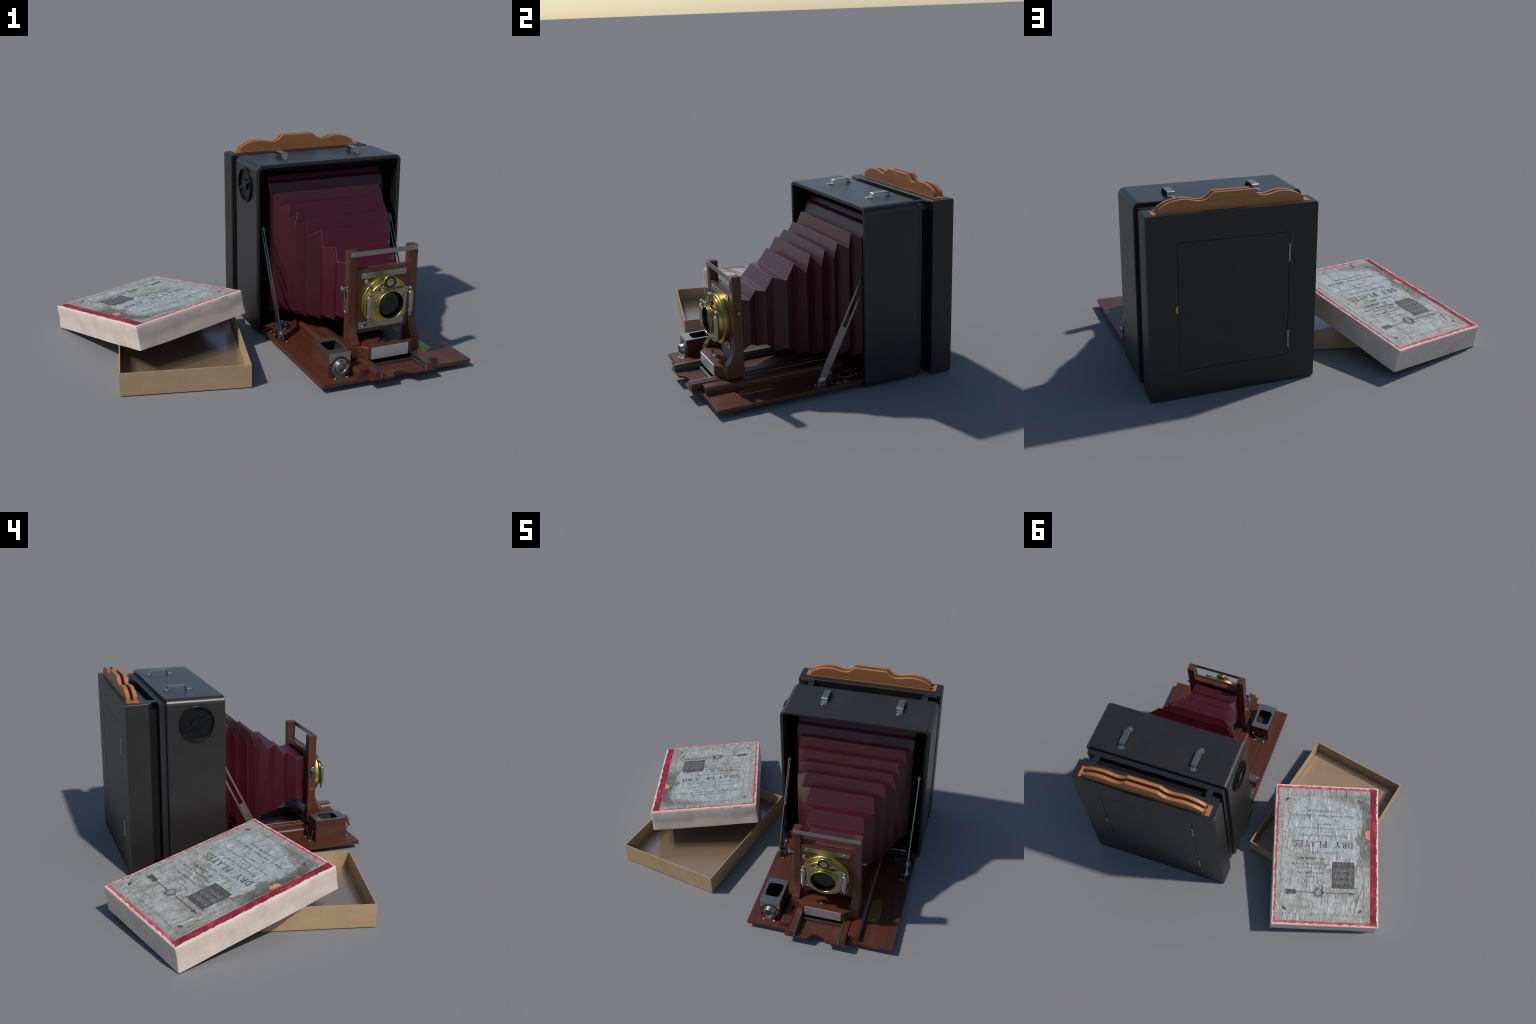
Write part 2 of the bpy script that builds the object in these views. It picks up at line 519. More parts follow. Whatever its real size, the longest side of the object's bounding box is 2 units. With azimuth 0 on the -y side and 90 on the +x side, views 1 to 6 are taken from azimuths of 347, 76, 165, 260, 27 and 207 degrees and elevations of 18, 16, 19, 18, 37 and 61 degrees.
# brass plate with scooped corners
def scooped(x0, x1, y0, y1, r, n=5):
    p = []
    for cx, cy, a in ((x1, y1, 270), (x0, y1, 0), (x0, y0, 90), (x1, y0, 180)):
        p += arc(cx, cy, r, a, a - 90, n)
    return p
bp = prism("brass_plate", scooped(0.2305, 0.2955, 0.165, 0.349, 0.016), "z", (BEDT - 0.001, BEDT + 0.0042), M_BRASS_DULL, bed, bevel=0.0008)
for yy in (0.186, 0.328):
    screw((0.263, yy, BEDT + 0.0042), 0.0038, "+z", bp, SCREW_BRASS)

# hinges between bed and body
for s in (1, -1):
    cx = s * 0.296
    leaf = [(cx - 0.047, 0.779), (cx + 0.047, 0.779), (cx + 0.047, 0.722), (cx + 0.030, 0.697), (cx + 0.012, 0.690),
            (cx, 0.683), (cx - 0.012, 0.690), (cx - 0.030, 0.697), (cx - 0.047, 0.722)]
    hg = prism("bed_hinge", leaf, "z", (BEDT - 0.001, BEDT + 0.003), M_NICKEL_DARK, bed, bevel=0.0008)
    bm = bmesh.new()
    add_lathe(bm, rounded_rod(0.0062, -0.047, 0.047, 0.001), (cx, 0.785, BEDT + 0.004), "x", 16)
    finish(bm, "hinge_knuckle", M_NICKEL, hg)
    box("hinge_leaf", (cx - 0.047, cx + 0.047), (0.792, 0.86), (BEDT - 0.008, BEDT + 0.003), M_NICKEL_DARK, hg, bevel=0.0008)
    for dx, yy in ((-0.029, 0.757), (0.029, 0.757), (0, 0.706), (-0.029, 0.815), (0.029, 0.815), (0, 0.845)):
        screw((cx + dx, yy, BEDT + 0.003), 0.0055, "+z", hg)

# ---- struts: slotted side arms from the bed up to the body
P0, P1 = Vector((0.5640, 0.0770)), Vector((0.8150, 0.5880))
ax = (P1 - P0).normalized()
nr = Vector((ax.y, -ax.x))
Ls = (P1 - P0).length
def arm_outline():
    """(along, across) outer and slot outlines, same point count"""
    N = 12
    o = arc(Ls, 0, 0.0205, -90, 90, N) + [(0.10, 0.0222), (0.045, 0.0185)] + arc(0.0, 0, 0.0230, 60, 300, N) + [(0.045, -0.0185), (0.10, -0.0222)]
    i0, i1, r = 0.298, Ls - 0.001, 0.0112
    i = arc(i1, 0, r, -90, 90, N) + [(i1 - 0.02, r), (i0 + 0.02, r)] + arc(i0, 0, r, 90, 270, N) + [(i0 + 0.02, -r), (i1 - 0.02, -r)]
    return o, i
for s in (1, -1):
    o, i = arm_outline()
    f = lambda q: [tuple(P0 + ax * a + nr * b) for a, b in q]
    arm = ring_prism("strut", f(o), f(i), "x", (s * 0.3815, s * 0.3855), M_NICKEL, CAM, bevel=0.0005)
    bm = bmesh.new()
    add_lathe(bm, rounded_rod(0.011, -0.012 * s if s > 0 else -0.008, 0.008 if s > 0 else 0.012, 0.002), (s * 0.3845, P1.x, P1.y - 0.002), "x", 20)
    finish(bm, "strut_stud", M_CHROME, arm)
    bm = bmesh.new()
    add_lathe(bm, [(0, -0.009), (0.019, -0.009), (0.019, 0.006), (0.015, 0.009), (0.007, 0.0105), (0, 0.011)] if s > 0 else
              [(0, -0.011), (0.007, -0.0105), (0.015, -0.009), (0.019, -0.006), (0.019, 0.009), (0, 0.009)], (s * 0.3855, P0.x, P0.y), "x", 28)
    finish(bm, "strut_pivot", M_NICKEL, arm)
    # foot bracket: upright tab, flat foot and screws
    prism("strut_bracket", [(0.536, BEDT), (0.588, BEDT), (0.588, 0.066), (0.580, 0.082), (0.546, 0.082), (0.538, 0.066)], "x",
          (s * 0.3765, s * 0.3805), M_NICKEL_DARK, arm, bevel=0.0007)
    prism("strut_foot", [(s * 0.3805, 0.530), (s * 0.3805, 0.588), (s * 0.366, 0.592), (s * 0.350, 0.588), (s * 0.348, 0.574), (s * 0.362, 0.566), (s * 0.362, 0.552),
                         (s * 0.350, 0.546), (s * 0.348, 0.532), (s * 0.360, 0.526)], "z", (BEDT - 0.001, BEDT + 0.0035), M_NICKEL_DARK, arm, bevel=0.0007)
    screw((s * 0.3575, 0.538, BEDT + 0.0035), 0.0065, "+z", arm)
    screw((s * 0.3575, 0.580, BEDT + 0.0035), 0.0065, "+z", arm)
    # spring catch: curled strip
    cp = [(s * 0.3815, y, z) for y, z in ((0.710, BEDT + 0.0025), (0.640, BEDT + 0.0025), (0.621, BEDT + 0.004), (0.610, BEDT + 0.013), (0.605, BEDT + 0.027),
                                         (0.6045, 0.092), (0.607, 0.104), (0.6125, 0.114), (0.613, 0.121))]
    cat = tube("spring_catch", cp, 0, M_NICKEL_DARK, arm, flat=(0.024, 0.0032, (1, 0, 0)), bevel=0.0006)
    for yy in (0.6515, 0.692):
        screw((s * 0.3815, yy, BEDT + 0.004), 0.006, "+z", cat)

# ---- front standard
ST0, ST1 = 0.088, 0.147          # base block, bottom and top
prof = [(-0.1890, 0.2290), (-0.1890, 0.1315), (-0.172, 0.1305)] + [(-0.172 + 0.054 * t, 0.1305 - 0.035 * t ** 2.1) for t in (0.2, 0.4, 0.6, 0.8, 0.92, 1.0)] + [(-0.1165, 0.0945)]
base_out = prof + [(-x, y) for x, y in prof[::-1]]
stand = prism("standard_base", base_out, "z", (ST0, ST1), M_MAHO_X, CAM, bevel=0.0026, seg=3, angle=30)
plate = box("name_plate", (-0.1025, 0.1025), (0.0915, 0.0955), (0.0855, 0.1465), M_NICKEL_PLATE, stand, bevel=0.0006)
for sx in (-0.0935, 0.0935):
    screw((sx, 0.0918, 0.1135), 0.0036, "-y", plate)
# posts with flared feet
side = [(0.2290, ST1 - 0.0005), (0.2290, 0.617), (0.1815, 0.617), (0.1815, 0.262), (0.1795, 0.243), (0.1745, 0.222), (0.1665, 0.200), (0.156, 0.180),
        (0.147, 0.168), (0.141, 0.164), (0.137, 0.158), (0.136, ST1 - 0.0005)]
for s in (1, -1):
    prism("post", side, "x", tuple(sorted((s * 0.1437, s * 0.1882))), M_MAHO_Z, stand, bevel=0.0035, seg=2, angle=30)
strip = box("top_strip", (-0.1848, 0.1848), (0.1782, 0.1818), (0.591, 0.6158), M_NICKEL, stand, bevel=0.0007)
for sx in (-0.172, 0.172):
    screw((sx, 0.1785, 0.6035), 0.005, "-y", strip)
# wooden lens frame and lens board
ring_prism("lens_frame", [(-0.1436, 0.190), (0.1436, 0.190), (0.1436, 0.5205), (-0.1436, 0.5205)],
           [(-0.115, 0.215), (0.115, 0.215), (0.115, 0.495), (-0.115, 0.495)], "y", (0.1945, 0.2285), M_MAHO_Z, stand, bevel=0.0015)
board = box("lens_board", (-0.1430, 0.1430), (0.1830, 0.1925), (0.1955, 0.5160), M_MAHO_Z, stand, bevel=0.0015)
box("board_rim", (-0.1430, 0.1430), (0.1860, 0.1942), (0.5163, 0.5205), M_MAHO_X, stand, bevel=0.001)
tp = prism("board_clamp", rrect(-0.1255, 0.1255, 0.4745, 0.5045, 0.003, 3), "y", (0.1795, 0.1832), M_NICKEL, board, bevel=0.0006)
for sx, zz in ((-0.106, 0.496), (0.097, 0.4935)):
    screw((sx, 0.1795, zz), 0.0052, "-y", tp)
lo = prism("board_clamp", rrect(-0.1330, 0.1180, 0.2155, 0.2515, 0.002, 3), "y", (0.1795, 0.1832), M_NICKEL, board, bevel=0.0006)
for s in (1, -1):       # diagonal slots with a stud
    c = (s * 0.092 - 0.006, 0.2325)
    d = Vector((1 if s < 0 else 1, 0.62)).normalized()
    q = Vector((-d.y, d.x))
    sl = [tuple(Vector(c) + d * a + q * b) for a, b in ((-0.014, -0.003), (0.014, -0.003), (0.016, 0), (0.014, 0.003), (-0.014, 0.003), (-0.016, 0))]
    prism("clamp_slot", sl, "y", (0.1788, 0.1797), M_INNER, lo)
screw((-0.1075, 0.1795, 0.2245), 0.0062, "-y", lo)
# height lock on the left post: knob and wire loop; a pin on the right post
knob = lathe("lock_knob", [(0, -0.0335), (0.004, -0.0335), (0.0045, -0.0318), (0.0125, -0.0318), (0.0145, -0.0300), (0.0145, -0.0215), (0.0125, -0.0195), (0.006, -0.0195), (0.006, 0.0), (0, 0.0)],
             (-0.1882, 0.2105, 0.4285), "x", M_CHROME, stand, 28)
lw = [(-0.1900, 0.2085 + dy, zz) for dy, zz in [(0.0145, 0.4105), (0.0145, 0.318)] + [(0.0145 * math.cos(math.radians(a)), 0.318 + 0.0175 * math.sin(math.radians(a)))
      for a in range(-15, -180, -15)] + [(-0.0145, 0.318), (-0.0145, 0.4105)] + [(0.0145 * math.cos(math.radians(a)), 0.4105 + 0.012 * math.sin(math.radians(a))) for a in range(165, -1, -15)]]
tube("wire_loop", lw, 0.0030, M_NICKEL, stand, 8)
lathe("lock_pin", [(0, 0.0), (0.0035, 0.0), (0.0035, 0.017), (0.0072, 0.018), (0.0072, 0.023), (0, 0.0236)], (0.1882, 0.2035, 0.4355), "x", M_NICKEL, stand, 18)
# thumb hook on the base
hk = lathe("hook_disc", [(0, 0), (0.0215, 0), (0.0215, 0.0032), (0.0175, 0.0042), (0.0175, 0.0068), (0.005, 0.0085), (0, 0.0085)], (-0.012, 0.151, ST1), "z", M_NICKEL_DARK, stand, 30)
hp = [(-0.010, 0.150, ST1 + 0.008), (-0.034, 0.1435, ST1 + 0.008), (-0.043, 0.1400, ST1 + 0.0095), (-0.0462, 0.1388, ST1 + 0.0135), (-0.0470, 0.1385, ST1 + 0.0285)]
tube("thumb_hook", hp, 0, M_CHROME, hk, flat=(0.0165, 0.0024, (0.26, -0.965, 0)), bevel=0.0006)

# ---- lens and shutter
LZ = 0.3525
drum = lathe("shutter_drum", [(0.100, 0.1835), (0.1270, 0.1835), (0.1285, 0.1810), (0.1285, 0.1590), (0.1270, 0.1560), (0.1245, 0.1550), (0.1160, 0.1550), (0.1140, 0.1535),
              (0.1140, 0.1320), (0.1125, 0.1293), (0.1110, 0.1290), (0.0700, 0.1290), (0.0700, 0.150)][::-1],
             (0, 0, LZ), "y", M_BRASS, board, 96, angle=25)
# nickel crescent over the lower half of the face
cres = arc(0, LZ, 0.1136, 196, 344, 34) + arc(0, LZ + 0.002, 0.083, 334, 206, 28)
prism("nickel_crescent", cres, "y", (0.1265, 0.1292), M_NICKEL, drum, bevel=0.0006)
# brass face plate with ears for the cylinders
fp = [(-0.100, 0.318), (-0.088, 0.292), (-0.068, 0.276), (-0.046, 0.269), (0.0, 0.267), (0.046, 0.269), (0.068, 0.276), (0.088, 0.292), (0.100, 0.318),
      (0.104, 0.400), (0.112, 0.418), (0.108, 0.427), (0.085, 0.425), (0.060, 0.416), (0.035, 0.424), (-0.035, 0.424), (-0.060, 0.416), (-0.085, 0.420), (-0.108, 0.424), (-0.112, 0.415), (-0.104, 0.400)]
def radial(poly, cx, cy, n=96):
    """sample a star-shaped outline at equal angles about a centre"""
    out = []
    for k in range(n):
        a = 2 * math.pi * k / n
        d = Vector((math.cos(a), math.sin(a)))
        best = 0
        for p, q in zip(poly, poly[1:] + poly[:1]):
            p, e = Vector(p) - Vector((cx, cy)), Vector(q) - Vector(p)
            den = d.x * e.y - d.y * e.x
            if abs(den) < 1e-9:
                continue
            t, u = (p.x * e.y - p.y * e.x) / den, (p.x * d.y - p.y * d.x) / den
            if t > 0 and -1e-6 <= u <= 1 + 1e-6:
                best = max(best, t)
        out.append((cx + d.x * best, cy + d.y * best))
    return out
ring_prism("face_plate", radial(fp, 0, LZ), [(0.0705 * math.cos(2 * math.pi * k / 96), LZ + 0.0705 * math.sin(2 * math.pi * k / 96)) for k in range(96)],
           "y", (0.1245, 0.1280), M_BRASS, drum, bevel=0.0008)
barrel = lathe("lens_barrel", [(0.0750, 0.1275), (0.0750, 0.1200), (0.0718, 0.1185), (0.0718, 0.1065), (0.0732, 0.1045), (0.0732, 0.1015), (0.0720, 0.0998), (0.0692, 0.0998), (0.0685, 0.1012)],
               (0, 0, LZ), "y", M_BRASS, drum, 80, angle=25)
lathe("lens_hood", [(0.0686, 0.1010), (0.0665, 0.1050), (0.0655, 0.1300), (0.0625, 0.1320), (0.0615, 0.1700), (0.0615, 0.1815), (0, 0.1815)], (0, 0, LZ), "y", M_GLASS, drum, 72, angle=30)
lathe("lens_glass", [(0.0612, 0.1800), (0.05, 0.1775), (0.036, 0.1752), (0.018, 0.1738), (0, 0.1733)], (0, 0, LZ), "y", M_GLASS, drum, 60, angle=60)
def front_glass():
    n = NT("clear_lens_glass")
    out = [q for q in n.t.nodes if q.type == "OUTPUT_MATERIAL"][0]
    tr = n.new("ShaderNodeBsdfTransparent")
    gl = n.new("ShaderNodeBsdfGlossy")
    gl.inputs["Roughness"].default_value = 0.10
    fr = n.new("ShaderNodeFresnel")
    fr.inputs["IOR"].default_value = 1.6
    m = n.new("ShaderNodeMixShader")
    n.link(fr.outputs[0], m.inputs[0])
    n.link(tr.outputs[0], m.inputs[1])
    n.link(gl.outputs[0], m.inputs[2])
    n.link(m.outputs[0], out.inputs["Surface"])
    return n.m
lathe("front_lens", [(0.0652, 0.1215), (0.0640, 0.1195), (0.055, 0.1165), (0.04, 0.1135), (0.02, 0.1115), (0, 0.1110)], (0, 0, LZ), "y", front_glass(), drum, 64, angle=60)
for s in (1, -1):
    cyl = lathe("air_cylinder", [(0, 0.2985), (0.0085, 0.2985), (0.0120, 0.3010), (0.0125, 0.3040), (0.0125, 0.3985), (0.0115, 0.4040), (0.0085, 0.4065), (0.0045, 0.4075), (0.0045, 0.4160), (0, 0.4160)],
                (s * 0.1142, 0.1155, 0), "z", M_CHROME, drum, 28, angle=40)
    lathe("cylinder_tip", [(0, 0.2755), (0.0045, 0.2775), (0.0066, 0.2835), (0.0050, 0.2905), (0.0050, 0.3000), (0, 0.3000)], (s * 0.1142, 0.1155, 0), "z", M_CHROME, cyl, 16, angle=50)
    lathe("cylinder_ball", [(0, -0.0072)] + [(0.0072 * math.cos(math.radians(a)), 0.0072 * math.sin(math.radians(a))) for a in range(-70, 71, 20)] + [(0, 0.0072)],
          (s * 0.1135, 0.1150, 0.4225), "z", M_CHROME, cyl, 16, angle=60)
    # curved link arm to the pulley
    lk = [(s * 0.1165, 0.4290), (s * 0.1085, 0.4335), (s * 0.090, 0.4335), (s * 0.066, 0.4295), (s * 0.046, 0.4255), (s * 0.030, 0.4300),
          (s * 0.026, 0.4235), (s * 0.044, 0.4140), (s * 0.066, 0.4150), (s * 0.090, 0.4195), (s * 0.106, 0.4180), (s * 0.1165, 0.4185)]
    prism("link_arm", lk, "y", (0.1155, 0.1185), M_NICKEL, cyl, bevel=0.0007)
    mp = prism("cylinder_mount", rrect(min(s * 0.080, s * 0.098), max(s * 0.080, s * 0.098), 0.302, 0.404, 0.007, 4), "y", (0.1215, 0.1250), M_NICKEL, cyl, bevel=0.0006)
    for zz in (0.396, 0.312):
        screw((s * 0.0875, 0.1218, zz), 0.0045, "-y", mp)
# speed dial (pulley) above the lens
pul = lathe("speed_dial", [(0, 0.1290), (0.0330, 0.1290), (0.0345, 0.1270), (0.0345, 0.1195), (0.0330, 0.1175), (0, 0.1175)][::-1], (0, 0, 0.4650), "y", M_BRASS, drum, 44)
ears = arc(0, 0.4650, 0.0315, -8, 188, 24) + [(-0.0415, 0.4535), (-0.0425, 0.4465), (-0.036, 0.4425)] + arc(0, 0.4650, 0.0315, 222, 318, 14) + [(0.036, 0.4425), (0.0425, 0.4465), (0.0415, 0.4535)]
prism("dial_face", ears, "y", (0.1160, 0.1178), M_BLUED, pul, bevel=0.0004)
lathe("dial_ring", [(0.0188, 0.1165), (0.0188, 0.1148), (0.0125, 0.1148), (0.0125, 0.1165)], (0, 0, 0.4650), "y", M_BRASS, pul, 36)
lathe("dial_hub", [(0, 0.1143), (0.0132, 0.1143), (0.0132, 0.1165)], (0, 0, 0.4650), "y", M_NICKEL, pul, 30)
prism("dial_pointer", [(-0.0035, 0.475), (0.0035, 0.475), (0, 0.4865)], "y", (0.1143, 0.1160), M_NICKEL, pul)
lathe("pulley_wheel", [(0, 0.1292), (0.0215, 0.1292), (0.0225, 0.1302), (0.0225, 0.1375), (0, 0.1375)], (0, 0, 0.4745), "y", M_NICKEL, pul, 30)
for s in (1, -1):
    screw((s * 0.0365, 0.1163, 0.4475), 0.0052, "-y", pul)
screw((-0.0415, 0.1160, 0.4300), 0.0075, "-y", pul)
lever = prism("shutter_lever", [(-0.1225, 0.4690), (-0.1185, 0.4775), (-0.110, 0.4765), (-0.1025, 0.4640), (-0.076, 0.4490), (-0.082, 0.4370), (-0.106, 0.4530), (-0.1165, 0.4585)],
              "y", (0.1370, 0.1400), M_NICKEL, drum, bevel=0.0008)
tube("lever_tab", [(-0.1165, 0.1375, 0.4735), (-0.1165, 0.152, 0.4780)], 0, M_NICKEL, lever, flat=(0.016, 0.0025, (0.8, 0, 0.6)), bevel=0.0005)

# ---- reflecting viewfinder on the left of the bed
FX0, FX1, FY0, FY1, FZ = -0.3490, -0.2330, 0.0585, 0.2400, 0.1665
bm = bmesh.new()
ox, oy = (-0.3340, -0.2480), (0.0990, 0.2020)
def notched(x0, x1, y0, y1, r):
    return [(x0 + r, y0), (x1 - r, y0), (x1 - r, y0 + r), (x1, y0 + r), (x1, y1 - r), (x1 - r, y1 - r), (x1 - r, y1), (x0 + r, y1), (x0 + r, y1 - r), (x0, y1 - r), (x0, y0 + r), (x0 + r, y0 + r)]
def padded(x0, x1, y0, y1, inner):
    """outer rectangle sampled so that it pairs with the notched opening"""
    xm = lambda t: x0 + (x1 - x0) * t
    ym = lambda t: y0 + (y1 - y0) * t
    return [(xm(.2), y0), (xm(.8), y0), (xm(.95), y0), (x1, ym(.05)), (x1, ym(.9)), (x1, ym(.97)), (xm(.8), y1), (xm(.2), y1), (xm(.05), y1), (x0, ym(.95)), (x0, ym(.1)), (x0, ym(.03))]
full = [(FX0, FY0), (FX1, FY0), (FX1, FY1), (FX0, FY1)]
t = 0.008
inn = [(FX0 + t, FY0 + t), (FX1 - t, FY0 + t), (FX1 - t, FY1 - t), (FX0 + t, FY1 - t)]
finder = ring_prism("viewfinder", full, inn, "z", (BEDT, FZ), M_MAHO_Y, CAM, bevel=0.0012)
box("finder_floor", (FX0 + 0.004, FX1 - 0.004), (FY0 + 0.004, FY1 - 0.004), (BEDT + 0.001, 0.095), plain("ground_glass", (0.030, 0.028, 0.021), 0.45), finder, bevel=0)
bm = bmesh.new()
lining = [(FX0 + t, FY0 + t), (FX1 - t, FY0 + t), (FX1 - t, FY1 - t), (FX0 + t, FY1 - t)]
lin2 = [(FX0 + t + .003, FY0 + t + .003), (FX1 - t - .003, FY0 + t + .003), (FX1 - t - .003, FY1 - t - .003), (FX0 + t + .003, FY1 - t - .003)]
add_ring_prism(bm, lining, lin2, "z", 0.08, FZ - 0.001)
finish(bm, "finder_lining", plain("olive_black", (0.034, 0.031, 0.024), 0.6, 0.3), finder)
# plate on top: strips round a notched opening
bm = bmesh.new()
z0, z1 = FZ, FZ + 0.0032
e = 0.0085
add_box(bm, FX0 + .0015, FX1 - .0015, FY0, oy[0], z0, z1)
add_box(bm, FX0 + .0015, FX1 - .0015, oy[1], FY1 - .0008, z0, z1)
add_box(bm, FX0 + .0015, ox[0], oy[0] + 1e-5, oy[1] - 1e-5, z0, z1)
add_box(bm, ox[1], FX1 - .0015, oy[0] + 1e-5, oy[1] - 1e-5, z0, z1)
for cx in (ox[0], ox[1] - e):
    for cy in (oy[0] + 1e-5, oy[1] - e - 1e-5):
        add_box(bm, cx, cx + e, cy, cy + e, z0, z1 - 1e-5)
finish(bm, "finder_top", M_NICKEL, finder)
cxf, czf = -0.2912, 0.1010
flap = [(FX0 + 0.001, FZ + 0.0030), (FX0 + 0.001, 0.1265)] + arc(FX0 + 0.0085, 0.1265, 0.0075, 180, 320, 6) + arc(cxf, czf, 0.0475, 150, 30, 16) + \
       arc(FX1 - 0.0085, 0.1265, 0.0075, 220, 360, 6) + [(FX1 - 0.001, FZ + 0.0030)]
prism("finder_flap", flap, "y", (FY0 - 0.0028, FY0 + 0.0004), M_NICKEL, finder, bevel=0.0005)
lathe("finder_lens_tube", [(0.0365, 0.0580), (0.0365, 0.0545), (0.0345, 0.0535), (0.0310, 0.0520), (0.0295, 0.0490), (0.0290, 0.0345), (0.0280, 0.0328), (0.0240, 0.0328), (0.0228, 0.0345), (0.0228, 0.0560), (0, 0.0570)],
      (cxf, 0, czf), "y", M_NICKEL, finder, 44, angle=30)
def bracket(y0, y1, name):
    o = arc(cxf, czf, 0.0465, 172, 238, 8) + [(cxf - 0.0265, 0.058), (cxf - 0.0270, 0.047), (cxf + 0.0270, 0.047), (cxf + 0.0265, 0.058)] + arc(cxf, czf, 0.0465, 302, 368, 8) + \
        arc(cxf, czf, 0.0385, 5, -185, 26)
    return prism(name, o, "y", (y0, y1), M_NICKEL, finder, bevel=0.0006)
for y0, dy, nm in ((FY0 - 0.0065, -1, "lens_bracket"), (FY1 + 0.0125, 1, "rear_fork")):
    br = bracket(y0 - 0.0015, y0 + 0.0020, nm)
    lobes = [(cxf - 0.027, y0), (cxf + 0.027, y0)]
    y2 = y0 + dy * 0.019
    ft = [(cxf - 0.027, y0), (cxf - 0.037, y0 + dy * 0.008), (cxf - 0.040, y0 + dy * 0.016), (cxf - 0.034, y2 + dy * 0.004), (cxf - 0.024, y2), (cxf - 0.012, y0 + dy * 0.012),
          (cxf + 0.012, y0 + dy * 0.012), (cxf + 0.024, y2), (cxf + 0.034, y2 + dy * 0.004), (cxf + 0.040, y0 + dy * 0.016), (cxf + 0.037, y0 + dy * 0.008), (cxf + 0.027, y0)]
    prism(nm + "_foot", ft, "z", (BEDT - 0.0005, BEDT + 0.0032), M_NICKEL, br, bevel=0.0006)
    for sx in (-0.031, 0.031):
        screw((cxf + sx, y0 + dy * 0.0145, BEDT + 0.003), 0.0066, "+z", br)
lathe("finder_rear_ring", [(0.0, -0.001), (0.0385, -0.001), (0.0385, 0.0035), (0.034, 0.0045), (0.031, 0.0015), (0, 0.0015)], (cxf, FY1, czf + 0.004), "y", M_MAHO_Z, finder, 40)

# ================================================================== THE BOX TRAY
def cardboard(name, base, spots, rough, spec=0.3, coat=0.0):
    n = NT(name)
    f = n.noise(14, 6, 0.65)
    g = n.noise(120, 3, 0.6)
    c = n.ramp(f, [(0.3, tuple(x * 0.90 for x in base)), (0.55, base), (0.75, spots)])
    c = n.mix(n.math("MULTIPLY", n.smooth(g, 0.45, 0.75), 0.25), c, tuple(x * 0.85 for x in base))
    n.color(c)
    n.set(Roughness=rough, Specular_IOR_Level=spec)
    n.bump(g, 0.08, 0.001)
    return n.m
M_TRAY = cardboard("tan_cardboard", (0.44, 0.292, 0.160), (0.48, 0.33, 0.185), 0.62)
M_TRAY_IN = cardboard("smooth_tan_lining", (0.43, 0.285, 0.155), (0.47, 0.32, 0.185), 0.40, spec=0.5)
TW, TL, TH = 0.623, 0.850, 0.1175
tray = box_ = None
bm = bmesh.new()
t = 0.0055
o = [(-TW / 2, -TL / 2), (TW / 2, -TL / 2), (TW / 2, TL / 2), (-TW / 2, TL / 2)]
i = [(-TW / 2 + t, -TL / 2 + t), (TW / 2 - t, -TL / 2 + t), (TW / 2 - t, TL / 2 - t), (-TW / 2 + t, TL / 2 - t)]
add_ring_prism(bm, o, i, "z", 0.0012, TH)
tray = finish(bm, "box_tray", M_TRAY, None, bevel=0.0012, seg=2)
tray["label"] = "shallow open tan cardboard tray with thin walls"
tray["category"] = "box"
tray.location = (-0.3915, -0.1125, 0)
tray.rotation_euler = (0, 0, math.radians(-4.46))
box("tray_floor", (-TW / 2 + 0.003, TW / 2 - 0.003), (-TL / 2 + 0.003, TL / 2 - 0.003), (0.0016, 0.0090), M_TRAY_IN, tray, bevel=0)
def plate_glass():
    """thin clear glass: lets the floor through, with a soft reflection and a little haze"""
    n = NT("hazy_glass")
    n.color((0.50, 0.38, 0.26))
    n.set(Roughness=0.28, Specular_IOR_Level=0.5)
    out = [q for q in n.t.nodes if q.type == "OUTPUT_MATERIAL"][0]
    tr = n.new("ShaderNodeBsdfTransparent")
    fr = n.new("ShaderNodeFresnel")
    fr.inputs["IOR"].default_value = 1.45
    gl = n.new("ShaderNodeBsdfGlossy")
    gl.inputs["Roughness"].default_value = 0.16
    m1 = n.new("ShaderNodeMixShader")
    m1.inputs[0].default_value = 0.075
    n.link(tr.outputs[0], m1.inputs[1])
    n.link(n.b.outputs[0], m1.inputs[2])
    m2 = n.new("ShaderNodeMixShader")
    n.link(n.math("MULTIPLY", fr.outputs[0], 0.45), m2.inputs[0])
    n.link(m1.outputs[0], m2.inputs[1])
    n.link(gl.outputs[0], m2.inputs[2])
    n.link(m2.outputs[0], out.inputs["Surface"])
    return n.m
M_PLATE = plate_glass()
rg = random.Random(11)
for k in range(2):
    gx = TW / 2 - 0.014 - 0.0035 * rg.random()
    gy = TL / 2 - 0.014 - 0.0035 * rg.random()
    box("glass_plate", (-gx, gx), (-gy, gy), (0.0105 + 0.0185 * k, 0.0275 + 0.0185 * k), M_PLATE, tray, bevel=0)

